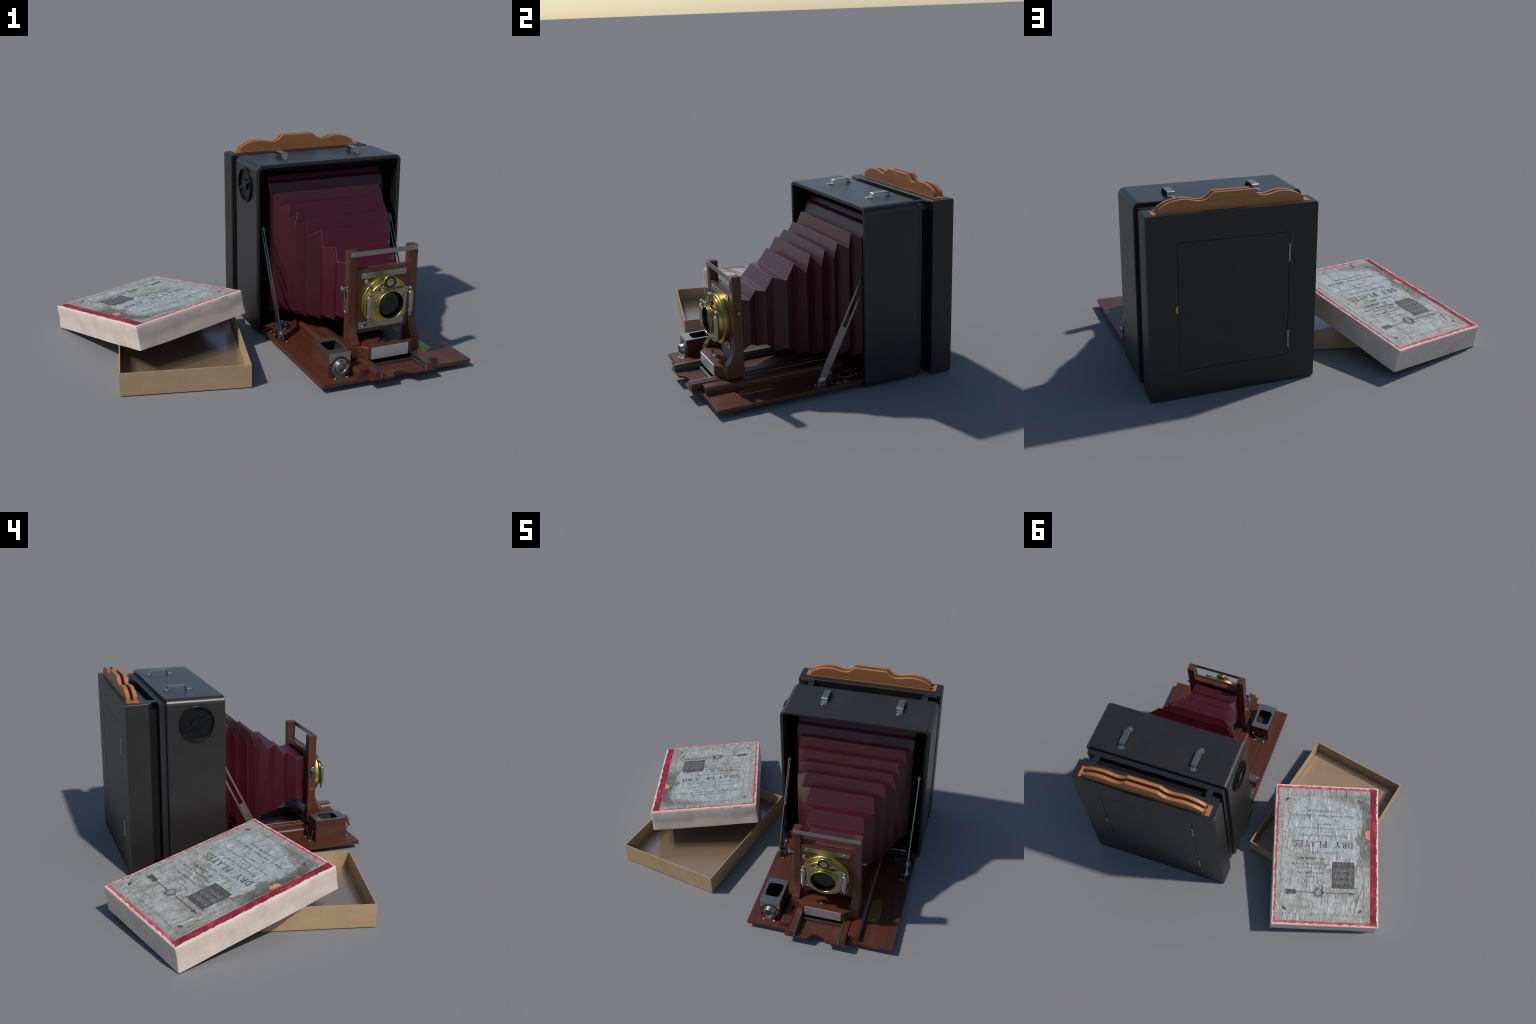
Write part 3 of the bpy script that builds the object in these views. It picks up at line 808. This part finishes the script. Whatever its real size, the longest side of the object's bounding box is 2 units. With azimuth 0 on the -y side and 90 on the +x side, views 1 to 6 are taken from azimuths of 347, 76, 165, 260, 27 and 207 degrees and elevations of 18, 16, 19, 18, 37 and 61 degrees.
# ================================================================== THE BOX LID
LW, LL, LH = 0.6425, 0.8760, 0.1275
def lid_material():
    n = NT("worn_paper_over_card")
    x, y, z = n.xyz()[0], n.xyz()[1], n.xyz()[2]
    rag = n.math("SUBTRACT", n.noise(30, 6, 0.72), 0.5)
    ex = n.math("ADD", n.math("ABSOLUTE", x), n.math("MULTIPLY", rag, 0.040))
    ey = n.math("ADD", n.math("ABSOLUTE", y), n.math("MULTIPLY", rag, 0.034))
    red = n.math("MULTIPLY", n.math("MULTIPLY", n.smooth(ex, 0.3122, 0.3108), n.smooth(ey, 0.4292, 0.4278)), n.smooth(z, -0.006, -0.004))
    f = n.noise(10, 5, 0.6)
    cream = n.ramp(f, [(0.3, (0.60, 0.485, 0.405)), (0.55, (0.70, 0.575, 0.485)), (0.75, (0.74, 0.62, 0.53))])
    g = n.noise(22, 6, 0.7, loc=(3, 1, 0))
    # the broad band on the left is a deeper, dirtier red than the thin borders
    left = n.smooth(x, -0.262, -0.275)
    bright = n.ramp(g, [(0.3, (0.40, 0.030, 0.055)), (0.5, (0.58, 0.065, 0.10)), (0.66, (0.68, 0.17, 0.19)), (0.76, (0.72, 0.42, 0.38))])
    gg = n.math("ADD", n.math("MULTIPLY", g, 0.55), n.math("MULTIPLY", n.noise(5, 3, 0.5, loc=(0, 2.2, 0)), 0.45))
    deep = n.ramp(gg, [(0.36, (0.125, 0.010, 0.022)), (0.50, (0.24, 0.018, 0.038)), (0.62, (0.43, 0.045, 0.078)), (0.74, (0.60, 0.16, 0.18))])
    r = n.mix(left, bright, deep)
    n.color(n.mix(red, cream, r))
    n.set(Roughness=0.75, Specular_IOR_Level=0.25)
    n.bump(n.noise(60, 5, 0.65), 0.18, 0.0025)
    return n.m
M_LID = lid_material()

lid_u = Vector((0.89916756, 0.43368486, 0.05843925)).normalized()
lid_w = Vector((-0.41879568, 0.89154354, -0.17251171))
lid_w = (lid_w - lid_u * lid_w.dot(lid_u)).normalized()
lid_n = lid_u.cross(lid_w)
LIDM = Matrix((lid_u, lid_w, lid_n)).transposed().to_4x4()
LIDM.translation = Vector((-0.5288, 0.1896, 0.2212))

def lid_top(x, y):
    """gentle sag and swell of the lid's top"""
    q = noise.noise((x * 5.0, y * 5.0, 3.1)) * 0.0012 + noise.noise((x * 14, y * 14, 7.7)) * 0.0006
    return q - 0.0016

bm = bmesh.new()
add_box(bm, -LW / 2, LW / 2, -LL / 2, LL / 2, -LH, 0)
bmesh.ops.recalc_face_normals(bm, faces=bm.faces)
bot = [f for f in bm.faces if f.normal.z < -0.9]
bmesh.ops.delete(bm, geom=bot, context="FACES_ONLY")
ed = [e for e in bm.edges if len(e.link_faces) == 2]
bmesh.ops.bevel(bm, geom=ed, offset=0.0055, offset_type="OFFSET", segments=3, profile=0.5, affect="EDGES")
for it in range(6):
    long_e = [e for e in bm.edges if e.calc_length() > 0.016]
    if not long_e:
        break
    bmesh.ops.subdivide_edges(bm, edges=long_e, cuts=1, use_grid_fill=True)
for v in bm.verts:
    x, y, z = v.co
    d = -z / LH                                  # 0 at the top, 1 at the rim
    k = -0.0020 * math.sin(math.pi * min(1, d * 1.25)) + 0.0065 * max(0, d - 0.25) ** 1.5
    wob = noise.noise((x * 5, y * 5, 1.3)) * 0.0030 * d + noise.noise((x * 40, y * 40, z * 40)) * 0.0005
    if abs(x) > LW / 2 - 0.004:
        v.co.x += math.copysign(k * 0.7 + wob, x)
    if abs(y) > LL / 2 - 0.004:
        v.co.y += math.copysign(k + wob, y)
    if z > -0.004:
        v.co.z += lid_top(x, y)
    elif d > 0.97:
        v.co.z += noise.noise((x * 5, y * 5, 9.0)) * 0.0035
lid = finish(bm, "box_lid", M_LID, None, angle=60, weighted=False)
md = lid.modifiers.new("card", "SOLIDIFY")
md.thickness = 0.006
md.offset = -1
bpy.context.view_layer.update()
solid = bpy.data.meshes.new_from_object(lid.evaluated_get(bpy.context.evaluated_depsgraph_get()))
lid.modifiers.clear()
lid.data = solid
solid.set_sharp_from_angle(angle=math.radians(48))
lid.matrix_world = LIDM
lid["label"] = "worn cream box lid with red edges and wrinkled printed label"
lid["category"] = "box lid"

# ---- printed label: wrinkled sheet on the lid
CREASES = [  # (x, y, half length, half width, angle from +y in degrees, height)
    (-0.1255, -0.385, 0.030, 0.0045, 0, 0.0032), (0.013, 0.235, 0.045, 0.0055, 4, 0.0034), (0.045, 0.155, 0.030, 0.005, -6, 0.0026),
    (0.108, 0.060, 0.050, 0.0055, -14, 0.0026), (0.085, 0.110, 0.040, 0.0050, 5, 0.0024), (-0.02, 0.300, 0.030, 0.005, 0, 0.0022),
    (-0.205, 0.270, 0.060, 0.0050, 20, 0.0026), (-0.180, 0.150, 0.040, 0.0050, -4, 0.0022), (-0.205, -0.240, 0.030, 0.006, 8, 0.0022),
    (0.06, 0.02, 0.03, 0.005, -10, 0.002), (0.11, 0.19, 0.03, 0.005, 3, 0.002), (0.235, -0.05, 0.03, 0.005, 8, 0.0015),
    (0.10, -0.235, 0.030, 0.0045, 0, 0.0020), (-0.06, -0.12, 0.03, 0.005, -10, 0.0018), (-0.10, 0.32, 0.02, 0.005, -15, 0.0016)]
rc = random.Random(21)
for _ in range(70):
    # clusters of short vertical puckers, denser in the middle band
    cxr = rc.uniform(-0.25, 0.29)
    cyr = rc.uniform(-0.40, 0.40) if rc.random() < 0.45 else rc.gauss(-0.02, 0.13)
    CREASES.append((cxr, cyr, rc.uniform(0.010, 0.034), rc.uniform(0.0022, 0.0045), rc.gauss(0, 14), rc.uniform(0.0006, 0.0021) * (1 if rc.random() < 0.75 else -0.8)))
CREASES = [(a, b, c, d, math.sin(math.radians(e)), math.cos(math.radians(e)), f) for a, b, c, d, e, f in CREASES]
def label_height(x, y):
    wx = x + 0.007 * noise.noise((x * 12, y * 12, 30.0))
    b = noise.noise((x * 100, y * 45, 5.3))
    c = noise.noise((x * 16, y * 8, 11.0))
    d = noise.noise((x * 55, y * 50, 15.0))
    amp = min(1.5, max(0.12, 0.55 + 1.7 * noise.noise((x * 8, y * 8, 40.0))))
    h = (0.00055 * b + 0.0007 * d) * (0.4 + amp * 0.7) + 0.0020 * c + 0.0013 * noise.noise((x * 27, y * 22, 60.0)) * amp
    r2 = max(0.0, 1.0 - abs(noise.noise((wx * 30 + 2.0, y * 11, 21.0))) * 3.6)
    h += 0.0014 * r2 * r2 * amp
    for cx, cy, hl, hw, sn, cs, ht in CREASES:
        dx, dy = x - cx, y - cy
        if abs(dx) > 0.03 or abs(dy) > 0.075:
            continue
        al = dx * sn + dy * cs
        ac = dx * cs - dy * sn + 0.006 * noise.noise((al * 40, cx * 50, 3.0))
        q = (al / hl) ** 2 * 1.2 + (ac / hw) ** 2
        if q < 7:
            h += 1.6 * ht * math.exp(-q)
    return lid_top(x, y) + 0.0024 + max(h, -0.0008)

def label_material():
    n = NT("stained_label_paper")
    x, y = n.xyz()[0], n.xyz()[1]
    w1 = n.math("SUBTRACT", n.noise(6, 9, 0.72), 0.5)
    w2 = n.math("SUBTRACT", n.noise(6, 9, 0.72, loc=(4, 7, 0)), 0.5)
    xx = n.math("ADD", x, n.math("MULTIPLY", w1, 0.34))
    yy = n.math("ADD", y, n.math("MULTIPLY", w2, 0.34))
    f = n.noise(20, 8, 0.75)
    fine = n.noise(150, 4, 0.65, stretch=(1, 0.35, 1))
    base = n.ramp(f, [(0.30, (0.185, 0.180, 0.148)), (0.44, (0.330, 0.338, 0.308)), (0.68, (0.49, 0.50, 0.472))])
    def ell(cx, cy, rx, ry):
        a = n.math("DIVIDE", n.math("SUBTRACT", xx, cx), rx)
        b = n.math("DIVIDE", n.math("SUBTRACT", yy, cy), ry)
        return n.math("ADD", n.math("MULTIPLY", a, a), n.math("MULTIPLY", b, b))
    # bluish area where the upper layer has rubbed away; ragged outline
    e = n.math("MINIMUM", ell(0.025, -0.205, 0.255, 0.165), ell(-0.075, -0.030, 0.135, 0.115))
    blue = n.math("MULTIPLY", n.smooth(e, 1.30, 0.66), 0.66)
    bcol = n.ramp(f, [(0.30, (0.28, 0.325, 0.340)), (0.5, (0.385, 0.435, 0.455)), (0.72, (0.50, 0.55, 0.57))])
    c = n.mix(blue, base, bcol)
    # brown tide line round it, strongest towards the red band
    tide = n.math("MULTIPLY", n.smooth(e, 0.85, 1.12), n.smooth(e, 2.1, 1.2))
    side = n.smooth(xx, 0.16, -0.14)
    c = n.mix(n.math("MULTIPLY", n.math("MULTIPLY", tide, side), 0.80), c, (0.125, 0.108, 0.080))
    c = n.mix(n.math("MULTIPLY", tide, 0.22), c, (0.19, 0.17, 0.135))
    xs = n.math("ADD", x, n.math("MULTIPLY", w1, 0.10))
    grime = n.math("MULTIPLY", n.smooth(xs, -0.185, -0.262), n.smooth(n.math("ABSOLUTE", n.math("ADD", yy, 0.12)), 0.33, 0.12))
    c = n.mix(n.math("MULTIPLY", grime, 0.90), c, (0.072, 0.070, 0.056))
    brown = n.math("MULTIPLY", n.smooth(xx, -0.16, -0.27), n.smooth(yy, 0.10, 0.34))
    c = n.mix(n.math("MULTIPLY", brown, 0.5), c, (0.19, 0.155, 0.105))
    rim = n.math("MAXIMUM", n.smooth(yy, 0.36, 0.44), n.smooth(xx, 0.27, 0.33))
    c = n.mix(n.math("MULTIPLY", rim, 0.35), c, (0.22, 0.21, 0.17))
    # pink rubbed edge on the right
    pink = n.math("MULTIPLY", n.smooth(x, 0.258, 0.288), n.smooth(yy, -0.02, -0.12))
    c = n.mix(n.math("MULTIPLY", pink, 0.60), c, (0.40, 0.295, 0.305))
    gry = n.smooth(yy, -0.33, -0.40)
    c = n.mix(n.math("MULTIPLY", gry, 0.5), c, (0.37, 0.355, 0.365))
    c = n.mix(n.math("MULTIPLY", n.smooth(fine, 0.46, 0.66), 0.32), c, (0.150, 0.148, 0.130))
    g = n.noise(75, 5, 0.7, stretch=(1, 0.4, 1), loc=(9, 2, 0))
    c = n.mix(n.math("MULTIPLY", n.smooth(g, 0.54, 0.70), 0.55), c, (0.60, 0.615, 0.60))
    # thin dark vertical lines, and brown water marks
    cr = n.math("ABSOLUTE", n.math("SUBTRACT", n.noise(26, 4, 0.6, stretch=(1, 0.30, 1), loc=(1, 5, 0)), 0.5))
    c = n.mix(n.math("MULTIPLY", n.smooth(cr, 0.020, 0.004), 0.55), c, (0.105, 0.098, 0.080))
    wm = n.noise(5, 6, 0.7, loc=(8, 3, 0))
    c = n.mix(n.math("MULTIPLY", n.smooth(wm, 0.53, 0.66), 0.55), c, (0.205, 0.180, 0.135))
    n.color(c)
    n.set(Roughness=0.46, Specular_IOR_Level=0.5)
    n.bump(n.math("ADD", n.noise(85, 5, 0.65, stretch=(1, 0.4, 1)), n.math("MULTIPLY", fine, 0.4)), 0.7, 0.003)
    return n.m
M_LABEL = label_material()
X0, X1, Y0, Y1 = -0.2715, 0.3035, -0.4155, 0.4145
NXg, NYg = 290, 410
bm = bmesh.new()
grid = []
for jy in range(NYg + 1):
    row = []
    for ix in range(NXg + 1):
        fx, fy = ix / NXg, jy / NYg
        x = X0 + (X1 - X0) * fx
        y = Y0 + (Y1 - Y0) * fy
        # ragged borders
        x += (noise.noise((y * 22, 1.0, 0)) * 0.0035 + noise.noise((y * 70, 1.0, 0)) * 0.0015) * max(0, (fx - 0.9) * 10)
        y += noise.noise((x * 25, 4.0, 0)) * 0.0030 * max(0, (abs(fy - 0.5) - 0.44) / 0.06)
        if fx < 0.05:                     # torn notch on the left edge
            g = math.exp(-((y + 0.100) / 0.006) ** 4)
            x += 0.010 * g * (1 - fx / 0.05)
        z = label_height(x, y)
        if ix in (0, NXg) or jy in (0, NYg):
            z -= 0.0030
        row.append(bm.verts.new((x, y, z)))
    grid.append(row)
for jy in range(NYg):
    for ix in range(NXg):
        bm.faces.new((grid[jy][ix], grid[jy][ix + 1], grid[jy + 1][ix + 1], grid[jy + 1][ix]))
label = finish(bm, "label", M_LABEL, lid, angle=80, weighted=False)

# ---- the print on the label
def ink(name, col, worn=0.35):
    n = NT(name)
    f = n.noise(55, 5, 0.7)
    n.color(n.mix(n.math("MULTIPLY", n.smooth(f, 0.45, 0.72), worn), col, (0.26, 0.265, 0.255)))
    n.set(Roughness=0.6, Specular_IOR_Level=0.3)
    return n.m
M_INK = ink("faded_black_ink", (0.070, 0.064, 0.068), 0.6)
M_INK_PALE = ink("pale_ink", (0.120, 0.116, 0.115), 0.75)
M_INK_BLOCK = ink("worn_block_ink", (0.075, 0.066, 0.066), 0.45)
M_PAPER_TEXT = plain("bare_paper", (0.30, 0.305, 0.29), 0.65, 0.3)
M_ORANGE = plain("orange_paper", (0.60, 0.26, 0.145), 0.7, 0.3)

def drape(bm, name, mat, lift, step=0.006):
    """press a flat outline in the label plane onto its wrinkles"""
    bmesh.ops.triangulate(bm, faces=bm.faces)
    for it in range(6):
        le = [e for e in bm.edges if e.calc_length() > step]
        if not le:
            break
        bmesh.ops.subdivide_edges(bm, edges=le, cuts=1)
        bmesh.ops.triangulate(bm, faces=bm.faces)
    for v in bm.verts:
        v.co.z = label_height(v.co.x, v.co.y) + lift
    bmesh.ops.recalc_face_normals(bm, faces=bm.faces)
    me = bpy.data.meshes.new(name)
    bm.to_mesh(me)
    bm.free()
    me.materials.append(mat)
    ob = bpy.data.objects.new(name, me)
    SC.objects.link(ob)
    ob.parent = label
    return ob

def words(txt, x0, x1, base, h, mat, name, lift=0.0010, bold=0.0, tilt=0.0):
    cu = bpy.data.curves.new("letters", "FONT")
    cu.body = txt
    cu.size = 1.0
    cu.offset = bold
    cu.resolution_u = 3
    tmp = bpy.data.objects.new("letters", cu)
    SC.objects.link(tmp)
    bpy.context.view_layer.update()
    me = bpy.data.meshes.new_from_object(tmp.evaluated_get(bpy.context.evaluated_depsgraph_get()))
    bpy.data.objects.remove(tmp)
    bpy.data.curves.remove(cu)
    xs = [v.co.x for v in me.vertices]
    lo, hi = min(xs), max(xs)
    cap = 0.729                     # cap height of the built-in face at size 1
    for v in me.vertices:
        u = (v.co.x - lo) / (hi - lo)
        X = x0 + (x1 - x0) * u
        v.co = (X, base + v.co.y / cap * h + tilt * u, 0)
    bm = bmesh.new()
    bm.from_mesh(me)
    bpy.data.meshes.remove(me)
    return drape(bm, name, mat, lift, 0.004)

def flat(pts, mat, name, lift=0.0009, step=0.005):
    bm = bmesh.new()
    bm.faces.new([bm.verts.new((p[0], p[1], 0)) for p in pts])
    return drape(bm, name, mat, lift, step)

def serif_heading(txt, x0, x1, base, h):
    """heading letters as stems, hairlines, bowls and serifs (unit height)"""
    rect = lambda a, b, c, d: [(a, c), (b, c), (b, d), (a, d)]
    def bowl(cx, cy, ro, ryo, ri, ryi, a0, a1, n=12):
        o, i = arc(cx, cy, ro, a0, a1, n, ryo), arc(cx, cy, ri, a0, a1, n, ryi)
        return [[o[k], o[k + 1], i[k + 1], i[k]] for k in range(n)]
    stem = [rect(.10, .29, .07, .93), rect(0, .39, 0, .07), rect(0, .39, .93, 1)]
    L = {"D": (.86, stem + bowl(.29, .5, .55, .5, .35, .43, -90, 90)),
         "R": (.95, stem + bowl(.29, .735, .42, .265, .23, .195, -90, 90) + [[(.40, .47), (.57, .49), (.86, .07), (.68, .07)], rect(.64, .95, 0, .07)]),
         "P": (.80, stem + bowl(.29, .72, .48, .28, .28, .21, -90, 90)),
         "Y": (.92, [rect(.37, .55, .07, .46), rect(.26, .66, 0, .07), rect(0, .36, .93, 1), rect(.60, .92, .93, 1),
                     [(.08, .93), (.28, .93), (.55, .46), (.37, .46)], [(.70, .93), (.79, .93), (.54, .46), (.47, .46)]]),
         "L": (.80, stem + [rect(.39, .80, 0, .07), [(.66, .07), (.80, .07), (.80, .32), (.76, .32)]]),
         "A": (.96, [[(.10, .06), (.18, .06), (.49, 1), (.42, 1)], [(.60, .06), (.82, .06), (.52, 1), (.42, 1)], rect(.24, .66, .31, .38), rect(-.02, .28, 0, .06), rect(.54, .94, 0, .06)]),
         "T": (.88, [rect(.35, .53, .07, .92), rect(.25, .63, 0, .07), rect(0, .88, .92, 1), [(0, .70), (.05, .70), (.13, .92), (0, .92)], [(.83, .70), (.88, .70), (.88, .92), (.75, .92)]]),
         "E": (.80, stem + [rect(.39, .76, .93, 1), rect(.39, .80, 0, .07), rect(.29, .56, .48, .55), rect(.53, .58, .38, .65),
                            [(.72, .72), (.76, .72), (.76, .93), (.64, .93)], [(.66, .07), (.80, .07), (.80, .31), (.76, .31)]]),
         "S": (.70, bowl(.35, .735, .32, .265, .18, .195, 25, 270) + bowl(.35, .265, .34, .275, .19, .205, 90, -155) + [rect(.60, .65, .68, .98), rect(.02, .07, .02, .33)]),
         " ": (.95, [])}
    adv = sum(L[ch][0] + .13 for ch in txt) - .13
    kx = (x1 - x0) / adv
    X = 0.0
    for ch in txt:
        wd, parts = L[ch]
        if parts:
            bm = bmesh.new()
            for q in parts:
                bm.faces.new([bm.verts.new((x0 + (X + px_) * kx, base + py_ * h, 0)) for px_, py_ in q])
            bmesh.ops.remove_doubles(bm, verts=bm.verts, dist=1e-6)
            drape(bm, "letter", M_INK, 0.0011, 0.005)
        X += wd + .13
serif_heading("DRY PLATES", -0.166, 0.203, -0.0795, 0.0385)
words("EXTRA  RAPID", -0.064, 0.099, -0.0150, 0.0145, M_INK_PALE, "text_line")
words("ST. LOUIS, MO.", 0.012, 0.181, 0.0235, 0.0145, M_INK, "text_line", bold=0.025)
words("2000  LUCAS  PLACE.", -0.025, 0.211, 0.0610, 0.0115, M_INK, "text_line")
words("Office & Wareroom,", 0.017, 0.165, 0.0850, 0.0095, M_INK_PALE, "text_line")
words("WOODLAND, MO.", 0.0085, 0.1845, 0.1140, 0.0115, M_INK, "text_line")
words("WORKS,", 0.064, 0.128, 0.1395, 0.0095, M_INK, "text_line")
words("FULL SIZE AND THICKNESS.", -0.127, 0.160, -0.1200, 0.0115, M_INK_PALE, "text_line")
words("WARRANTED PERFECT AND EXTREMELY", -0.164, 0.201, -0.1655, 0.0080, M_INK_PALE, "text_line")
words("SENSITIVE.", -0.029, 0.061, -0.1922, 0.0085, M_INK, "text_line")
words("Keep in Dry Place.  Open only", -0.167, 0.201, -0.2465, 0.0135, M_INK_PALE, "text_line", bold=0.01)
words("in DARK ROOM.", -0.086, 0.124, -0.2775, 0.0130, M_INK_PALE, "text_line", bold=0.005)
flat([(0.013, -0.2133), (0.075, -0.2133), (0.075, -0.2121), (0.013, -0.2121)], M_INK_PALE, "rule")
flat([(-0.0275, -0.1396), (0.040, -0.1396), (0.040, -0.1386), (-0.0275, -0.1386)], M_INK_PALE, "rule")
# hanging sign board with pale lettering
flat([(-0.1730, 0.0465), (-0.0385, 0.0465), (-0.0385, 0.2060), (-0.1730, 0.2060)], M_INK_BLOCK, "sign_board")
for z in (0.0600, 0.0870, 0.1215, 0.1595):
    flat([(-0.1700, z), (-0.0410, z), (-0.0410, z + 0.0008), (-0.1700, z + 0.0008)], M_PAPER_TEXT, "rule", 0.0013)
words("M.A.SEED", -0.160, -0.050, 0.1645, 0.0185, M_PAPER_TEXT, "sign_text", 0.0016)
words("DRY PLATE", -0.163, -0.050, 0.1268, 0.0165, M_PAPER_TEXT, "sign_text", 0.0016)
words("COMPANY", -0.163, -0.048, 0.0920, 0.0155, M_PAPER_TEXT, "sign_text", 0.0016)
flat([(-0.1840, 0.2040), (-0.0300, 0.2040), (-0.0300, 0.2085), (-0.1840, 0.2085)], M_INK, "sign_bar", 0.0009)
for a, b in ((-0.160, -0.112), (-0.062, -0.104)):
    flat([(a - 0.001, 0.2080), (a + 0.001, 0.2080), (b + 0.001, 0.2360), (b - 0.001, 0.2360)], M_INK, "sign_chain", 0.0007)
# arrow through a sun disc
AY = 0.2390
flat([(-0.165, AY - 0.0022), (0.180, AY - 0.0022), (0.180, AY + 0.0022), (-0.165, AY + 0.0022)], M_INK, "arrow_shaft", 0.0012)
flat([(-0.1857, AY), (-0.1410, AY - 0.0105), (-0.1460, AY), (-0.1410, AY + 0.0105)], M_INK, "arrow_head", 0.0010)
flat([(0.172, AY), (0.184, AY - 0.0140), (0.2455, AY - 0.0145), (0.2330, AY), (0.2455, AY + 0.0145), (0.184, AY + 0.0140)], M_INK, "arrow_feather", 0.0010)
bm = bmesh.new()
cx, cy = 0.0445, 0.2385
rr = random.Random(3)
for k in range(64):
    a = 2 * math.pi * k / 64 + rr.uniform(-0.03, 0.03)
    r1 = 0.0285 + rr.uniform(0, 0.018)
    d = Vector((math.cos(a), math.sin(a)))
    q = Vector((-d.y, d.x))
    P = [Vector((cx, cy)) + d * 0.0185 - q * 0.00085, Vector((cx, cy)) + d * 0.0185 + q * 0.00085, Vector((cx, cy)) + d * r1 + q * 0.0004, Vector((cx, cy)) + d * r1 - q * 0.0004]
    bm.faces.new([bm.verts.new((p.x, p.y, 0)) for p in P])
drape(bm, "sun_rays", M_INK_PALE, 0.0005)["kind"] = "stuff"
bm = bmesh.new()
ring_o, ring_i = arc(cx, cy, 0.0235, 0, 354, 58), arc(cx, cy, 0.0182, 0, 354, 58)
vo = [bm.verts.new((*p, 0)) for p in ring_o]
vi = [bm.verts.new((*p, 0)) for p in ring_i]
for k in range(len(vo)):
    j = (k + 1) % len(vo)
    bm.faces.new((vo[k], vo[j], vi[j], vi[k]))
drape(bm, "sun_ring", M_INK_BLOCK, 0.0006)
flat(arc(cx, cy, 0.0180, 0, 350, 34), M_PAPER_TEXT, "sun_disc", 0.0015)
for dy in (-0.009, 0.0, 0.009):
    wd = math.sqrt(0.018 ** 2 - dy ** 2) * 0.95
    flat([(cx - wd, cy + dy - 0.0008), (cx + wd, cy + dy - 0.0008), (cx + wd, cy + dy + 0.0008), (cx - wd, cy + dy + 0.0008)], M_INK_PALE, "rule", 0.0020)
ao, ai = arc(0.047, 0.238, 0.0715, 232, 308, 18), arc(0.047, 0.238, 0.0690, 308, 232, 18)
bm = bmesh.new()
for k in range(18):
    bm.faces.new([bm.verts.new((*p, 0)) for p in (ao[k], ao[k + 1], ai[17 - k], ai[18 - k])])
bmesh.ops.remove_doubles(bm, verts=bm.verts, dist=1e-6)
drape(bm, "sun_arc", M_INK, 0.0005)
# thin frame line and corner ornaments
FR = [(0.2715, -0.3680), (-0.2275, -0.3700), (-0.2340, 0.3725), (0.2730, 0.3695)]
for (ax0, ay0), (bx0, by0) in zip(FR, FR[1:] + FR[:1]):
    d = Vector((bx0 - ax0, by0 - ay0)).normalized()
    q = Vector((-d.y, d.x)) * 0.00062
    flat([(ax0 - q.x, ay0 - q.y), (bx0 - q.x, by0 - q.y), (bx0 + q.x, by0 + q.y), (ax0 + q.x, ay0 + q.y)], M_INK, "frame_line", 0.0005, 0.008)
for ox_, oy_, an in ((0.2475, -0.3415, 45), (-0.2050, -0.3435, -45), (0.2480, 0.3400, -45), (-0.2090, 0.3435, 45)):
    t = math.radians(an)
    el = [(ox_ + 0.0145 * math.cos(a) * math.cos(t) - 0.0080 * math.sin(a) * math.sin(t),
           oy_ + 0.0145 * math.cos(a) * math.sin(t) + 0.0080 * math.sin(a) * math.cos(t)) for a in [2 * math.pi * k / 24 for k in range(24)]]
    flat(el, M_INK, "corner_ornament", 0.0007)
    bm = bmesh.new()
    sgn = -1 if oy_ > 0 else 1
    for k in range(9):
        a = math.radians(-10 + 25 * k) if True else 0
        px_ = 0.0195 * math.cos(a)
        py_ = 0.0155 * math.sin(a) * (1 if ox_ * oy_ < 0 else -1) * (1)
        cxx, cyy = ox_ + px_ * math.cos(t) - py_ * math.sin(t), oy_ + px_ * math.sin(t) + py_ * math.cos(t)
        bm.faces.new([bm.verts.new((cxx + 0.0016 * math.cos(b), cyy + 0.0016 * math.sin(b), 0)) for b in [math.pi * q / 3 for q in range(6)]])
    drape(bm, "ornament_beads", M_INK_PALE, 0.0006)["kind"] = "stuff"
# bare orange patch at the torn edge and a red chip on the right
flat([(-0.2690, -0.1600), (-0.2480, -0.1570), (-0.2345, -0.1410), (-0.2420, -0.1330), (-0.2455, -0.1270), (-0.2370, -0.1160), (-0.2480, -0.1060), (-0.2655, -0.0960), (-0.2690, -0.1050)],
     M_ORANGE, "torn_patch", 0.0009, 0.004)
M_RED = plain("red_paper", (0.58, 0.055, 0.085), 0.7, 0.3)
flat([(0.3035, -0.296), (0.288, -0.304), (0.2815, -0.3075), (0.292, -0.312), (0.3035, -0.314)], M_RED, "torn_patch", 0.0009, 0.004)
